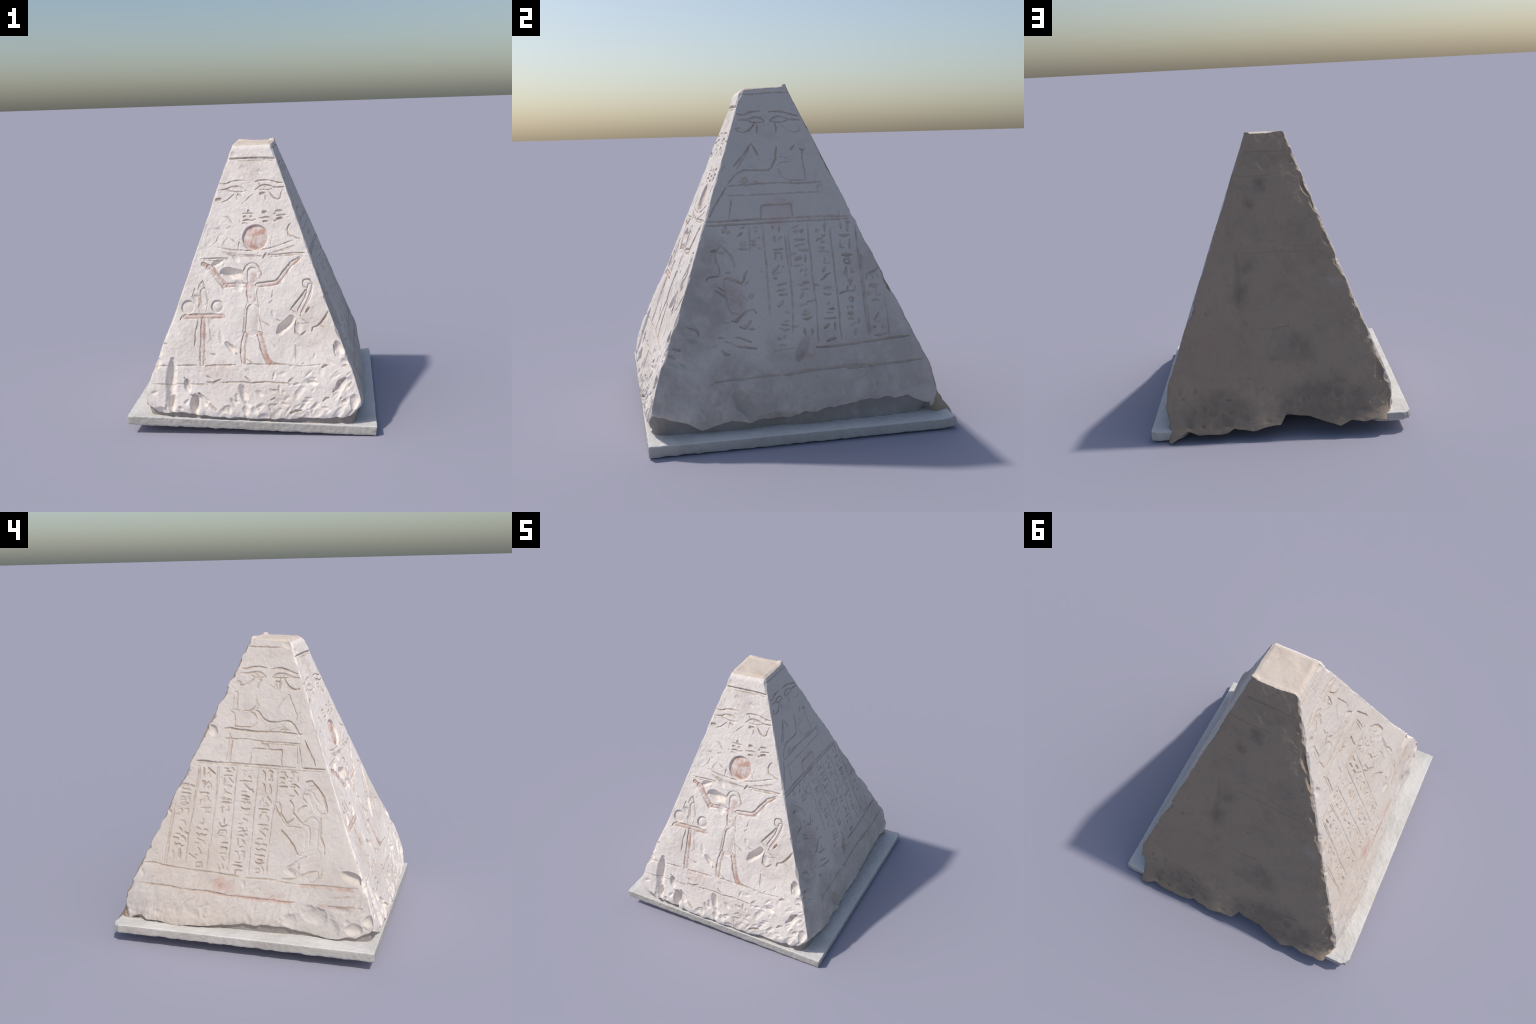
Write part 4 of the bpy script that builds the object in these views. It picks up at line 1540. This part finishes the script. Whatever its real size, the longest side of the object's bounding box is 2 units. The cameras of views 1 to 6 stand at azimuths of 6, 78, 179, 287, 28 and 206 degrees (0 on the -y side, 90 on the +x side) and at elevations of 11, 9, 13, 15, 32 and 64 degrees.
groove_of = {
    "front": stone("painted_limestone_carving", "front", dirt=0.70, patch=PATCHES["front"], buff=0.30, grey=0.25),
    "left": stone("dressed_limestone_carving", "left", dirt=0.62, base=(0.655, 0.588, 0.530), patch=PATCHES["left"], buff=0.35, grey=0.25),
    "right": stone("stained_shaded_limestone_carving", "right", dirt=0.50, base=(0.650, 0.585, 0.530), patch=PATCHES["right"], buff=0.30, grey=0.40),
    "back": stone("weathered_limestone_carving", "back", dirt=0.35, base=WARM_BACK, warm=(0.30, 0.225, 0.165), shade=(0.27, 0.235, 0.20), fleck=(0.19, 0.15, 0.115), patch=PATCHES["back"], buff=0.55, grey=0.4),
}
top_stone = stone("broken_limestone", "top", base=(0.720, 0.610, 0.510), buff=0.55, grey=0.15, warm=(0.50, 0.38, 0.27))
bed_stone = stone("dark_foot_stone", "top", base=(0.330, 0.300, 0.280), buff=0.5, grey=0.5, warm=(0.22, 0.185, 0.16))  # dark grey-brown tone over the whole undercut foot


def slab_material(name, light, dark, speck, amount):
    mat, nt, bsdf = new_material(name)
    g = Graph(nt)
    col = g.mix(g.ramp(g.noise(5, 5, 0.6), 0.40, 0.70), light, dark)
    col = g.mix(g.math("MULTIPLY", g.ramp(g.noise(60, 5, 0.7), 0.55, 0.72), amount), col, speck)
    nt.links.new(col, bsdf.inputs["Base Color"])
    bsdf.inputs["Roughness"].default_value = 0.6
    nt.links.new(g.bump(g.noise(120, 5, 0.7), 0.35, 0.006), bsdf.inputs["Normal"])
    return mat


# ------------------------------------------------------------------ split the block into parts
normals = vertex_normals(verts, quads, tris)
first_face_row = FOOT_ROWS
last_face_row = FOOT_ROWS + ROWS - 1
full_part = np.zeros((R, COLS), np.int16)
full_part[FOOT_ROWS:FOOT_ROWS + ROWS] = part
corner_ids = full_part.reshape(-1)[quads]
label = np.where((corner_ids > 0).sum(1) >= 3, corner_ids.max(1), 0)
face_no = np.array([names.index(f) for f in col_face])[quad_col]
is_foot = quad_row < first_face_row - 1
is_cap = quad_row >= last_face_row
label = np.where(is_foot | is_cap, 0, label)
none = np.zeros((0, 3), np.int64)

root = bpy.data.objects.new("carved_pyramid_block", None)
root.empty_display_size = 0.2
bpy.context.collection.objects.link(root)
root["label"] = "pale limestone pyramid top with carved hieroglyphs on a grey slab"
root["category"] = "stone monument"

MOTIF_NAMES = {
    "top_band": "groove_band", "eyes": "eye_relief", "short_text": "hieroglyph_line", "boat": "boat_relief",
    "register_line": "register_line", "raised_arms": "arm", "figure": "standing_figure", "ground_line": "ground_line",
    "standard": "standard_emblem", "plume": "plume_relief", "cracks": "crack", "jackal": "jackal_relief",
    "shrine": "shrine_relief", "column_line": "column_line", "base_line": "base_line",
    "kneeling_figure": "kneeling_figure", "kneeling_figure_body": "sunk_figure", "raised_arms_body": "sunk_arm",
    "figure_body": "sunk_figure", "standard_body": "sunk_standard", "plume_body": "sunk_plume", "traces": "worn_relief", "sun_disc": "sun_disc", "flute": "flute",
}
FACE_NAMES = {"front": "carved_face", "right": "carved_face", "left": "carved_face", "back": "plain_face"}
face_objects = {}
for i, f in enumerate(names):
    sel = (face_no == i) & ~is_foot & ~is_cap & (label == 0)
    obj = mesh_object(FACE_NAMES[f], verts, quads[sel], none, normals, stone_of[f])
    obj.parent = root
    face_objects[f] = obj
for (f, motif), k in motifs.items():
    sel = (label == k)
    if not sel.any():
        continue
    name = MOTIF_NAMES.get(motif, "hieroglyph_column")
    mat = stone_of[f] if motif == "sun_disc" or motif == "flute" or motif.endswith("_body") else groove_of[f]
    obj = mesh_object(name, verts, quads[sel], none, normals, mat)
    obj.parent = face_objects[f]
cap_obj = mesh_object("broken_top", verts, quads[is_cap], tris[:COLS], normals, top_stone)
cap_obj.parent = root
bed_obj = mesh_object("undercut_bed", verts, quads[is_foot], tris[COLS:], normals, bed_stone)
bed_obj.parent = root

# ------------------------------------------------------------------ the slab
SLAB_TOP = {"fl": (-0.880, -0.902, 0.134), "fr": (0.862, -0.913, 0.068), "br": (0.890, 0.840, 0.068), "bl": (-0.884, 0.880, 0.134)}
SLAB_BOTTOM = {"fl": (-0.877, -0.900, 0.072), "fr": (0.854, -0.913, 0.003), "br": (0.887, 0.850, 0.009), "bl": (-0.890, 0.884, 0.080)}


def slab():
    n, layers = 250, 12
    # walk over the surface of a unit box: bottom-centre -> side -> top-centre, as nested square rings
    side = np.arange(n) / n
    unit = np.concatenate([np.stack([side, 0 * side], -1), np.stack([1 + 0 * side, side], -1),
                           np.stack([1 - side, 1 + 0 * side], -1), np.stack([0 * side, 1 - side], -1)])
    shells = []
    rounding = 0.004
    for kk in np.linspace(0.0, 1, 60) ** 1.3:                      # bottom, centre to edge
        shells.append((kk * (1 - rounding), 0.0))
    for kk in range(1, layers):
        t = kk / layers
        bulge = 1 - rounding * max(0, abs(2 * t - 1) - 0.72) / 0.28
        shells.append((bulge, t))
    for kk in np.linspace(1, 0.0, 130) ** 0.85:                     # top, edge to centre
        shells.append((kk * (1 - rounding * 0.7), 1.0))
    pts = []
    for size, t in shells:
        uv = (unit - 0.5) * size + 0.5
        u, v = uv[:, :1], uv[:, 1:]
        lo, hi = [np.array(c["fl"]) * (1 - u) * (1 - v) + np.array(c["fr"]) * u * (1 - v) + np.array(c["br"]) * u * v
                  + np.array(c["bl"]) * (1 - u) * v for c in (SLAB_BOTTOM, SLAB_TOP)]
        p = lo * (1 - t) + hi * t
        edge = np.maximum(np.abs(uv - 0.5).max(1) * 2, 0)
        # back edge cut away where the scan left no slab, behind the hanging stone
        back = smooth(0.72, 1.0, v[:, 0]) * smooth(0.12, 0.22, u[:, 0]) * smooth(0.90, 0.80, u[:, 0])
        p[:, 1] -= back * (0.24 + 0.04 * fbm(p, 9, 2, 101))
        rough = 0.0016 * fbm(p, 40, 3, 103) + 0.0010 * fbm(p, 110, 2, 107)
        p[:, 2] += rough * (1.0 if t == 1.0 else 0.3)
        if 0 < t < 1 or size > 0.97:
            wave = (0.0035 * fbm(p, 28, 3, 109)) * (1 - t)
            p[:, :2] += (unit - 0.5) * 2 * (0.0020 * fbm(p, 45, 3, 113))[:, None]
            p[:, 2] += wave
        # lumpy rear corners
        for name in ("bl", "br"):
            q = np.linalg.norm(p[:, :2] - np.array(SLAB_TOP[name][:2]), axis=1)
            near = smooth(0.10, 0.0, q)
            p[:, 2] += near * (0.006 * fbm(p, 20, 2, 117) + (0.006 if name == "br" else -0.004))
            tip = smooth(0.055, 0.0, q)                                # rounded, lumpy tips
            p[:, :2] -= np.sign(p[:, :2]) * (tip * (0.016 if name == "bl" else 0.006))[:, None]
        pts.append(p)
    v = np.concatenate(pts)
    m = len(unit)
    i, j = np.arange(m), (np.arange(m) + 1) % m
    q = np.concatenate([np.stack([r * m + i, r * m + j, (r + 1) * m + j, (r + 1) * m + i], -1) for r in range(len(pts) - 1)])
    v[:, 2] = np.maximum(v[:, 2], 0.0)
    row_of = np.repeat(np.arange(len(pts) - 1), m)
    return v, q, (row_of >= 60) & (row_of < 60 + layers - 2)


sv, sq, edge_band = slab()
slab_normals = vertex_normals(sv, sq, none)
slab_obj = mesh_object("base_slab", sv, sq[~edge_band], none, slab_normals,
                       slab_material("smooth_grey_slab", (0.725, 0.695, 0.655), (0.635, 0.605, 0.560), (0.46, 0.43, 0.39), 0.40))
slab_obj.parent = root
edge_obj = mesh_object("slab_edge", sv, sq[edge_band], none, slab_normals,
                       slab_material("dark_speckled_slab", (0.530, 0.495, 0.450), (0.440, 0.405, 0.360), (0.29, 0.26, 0.225), 0.65))  # slab sides get a darker, more speckled tone than top and bottom
edge_obj.parent = slab_obj
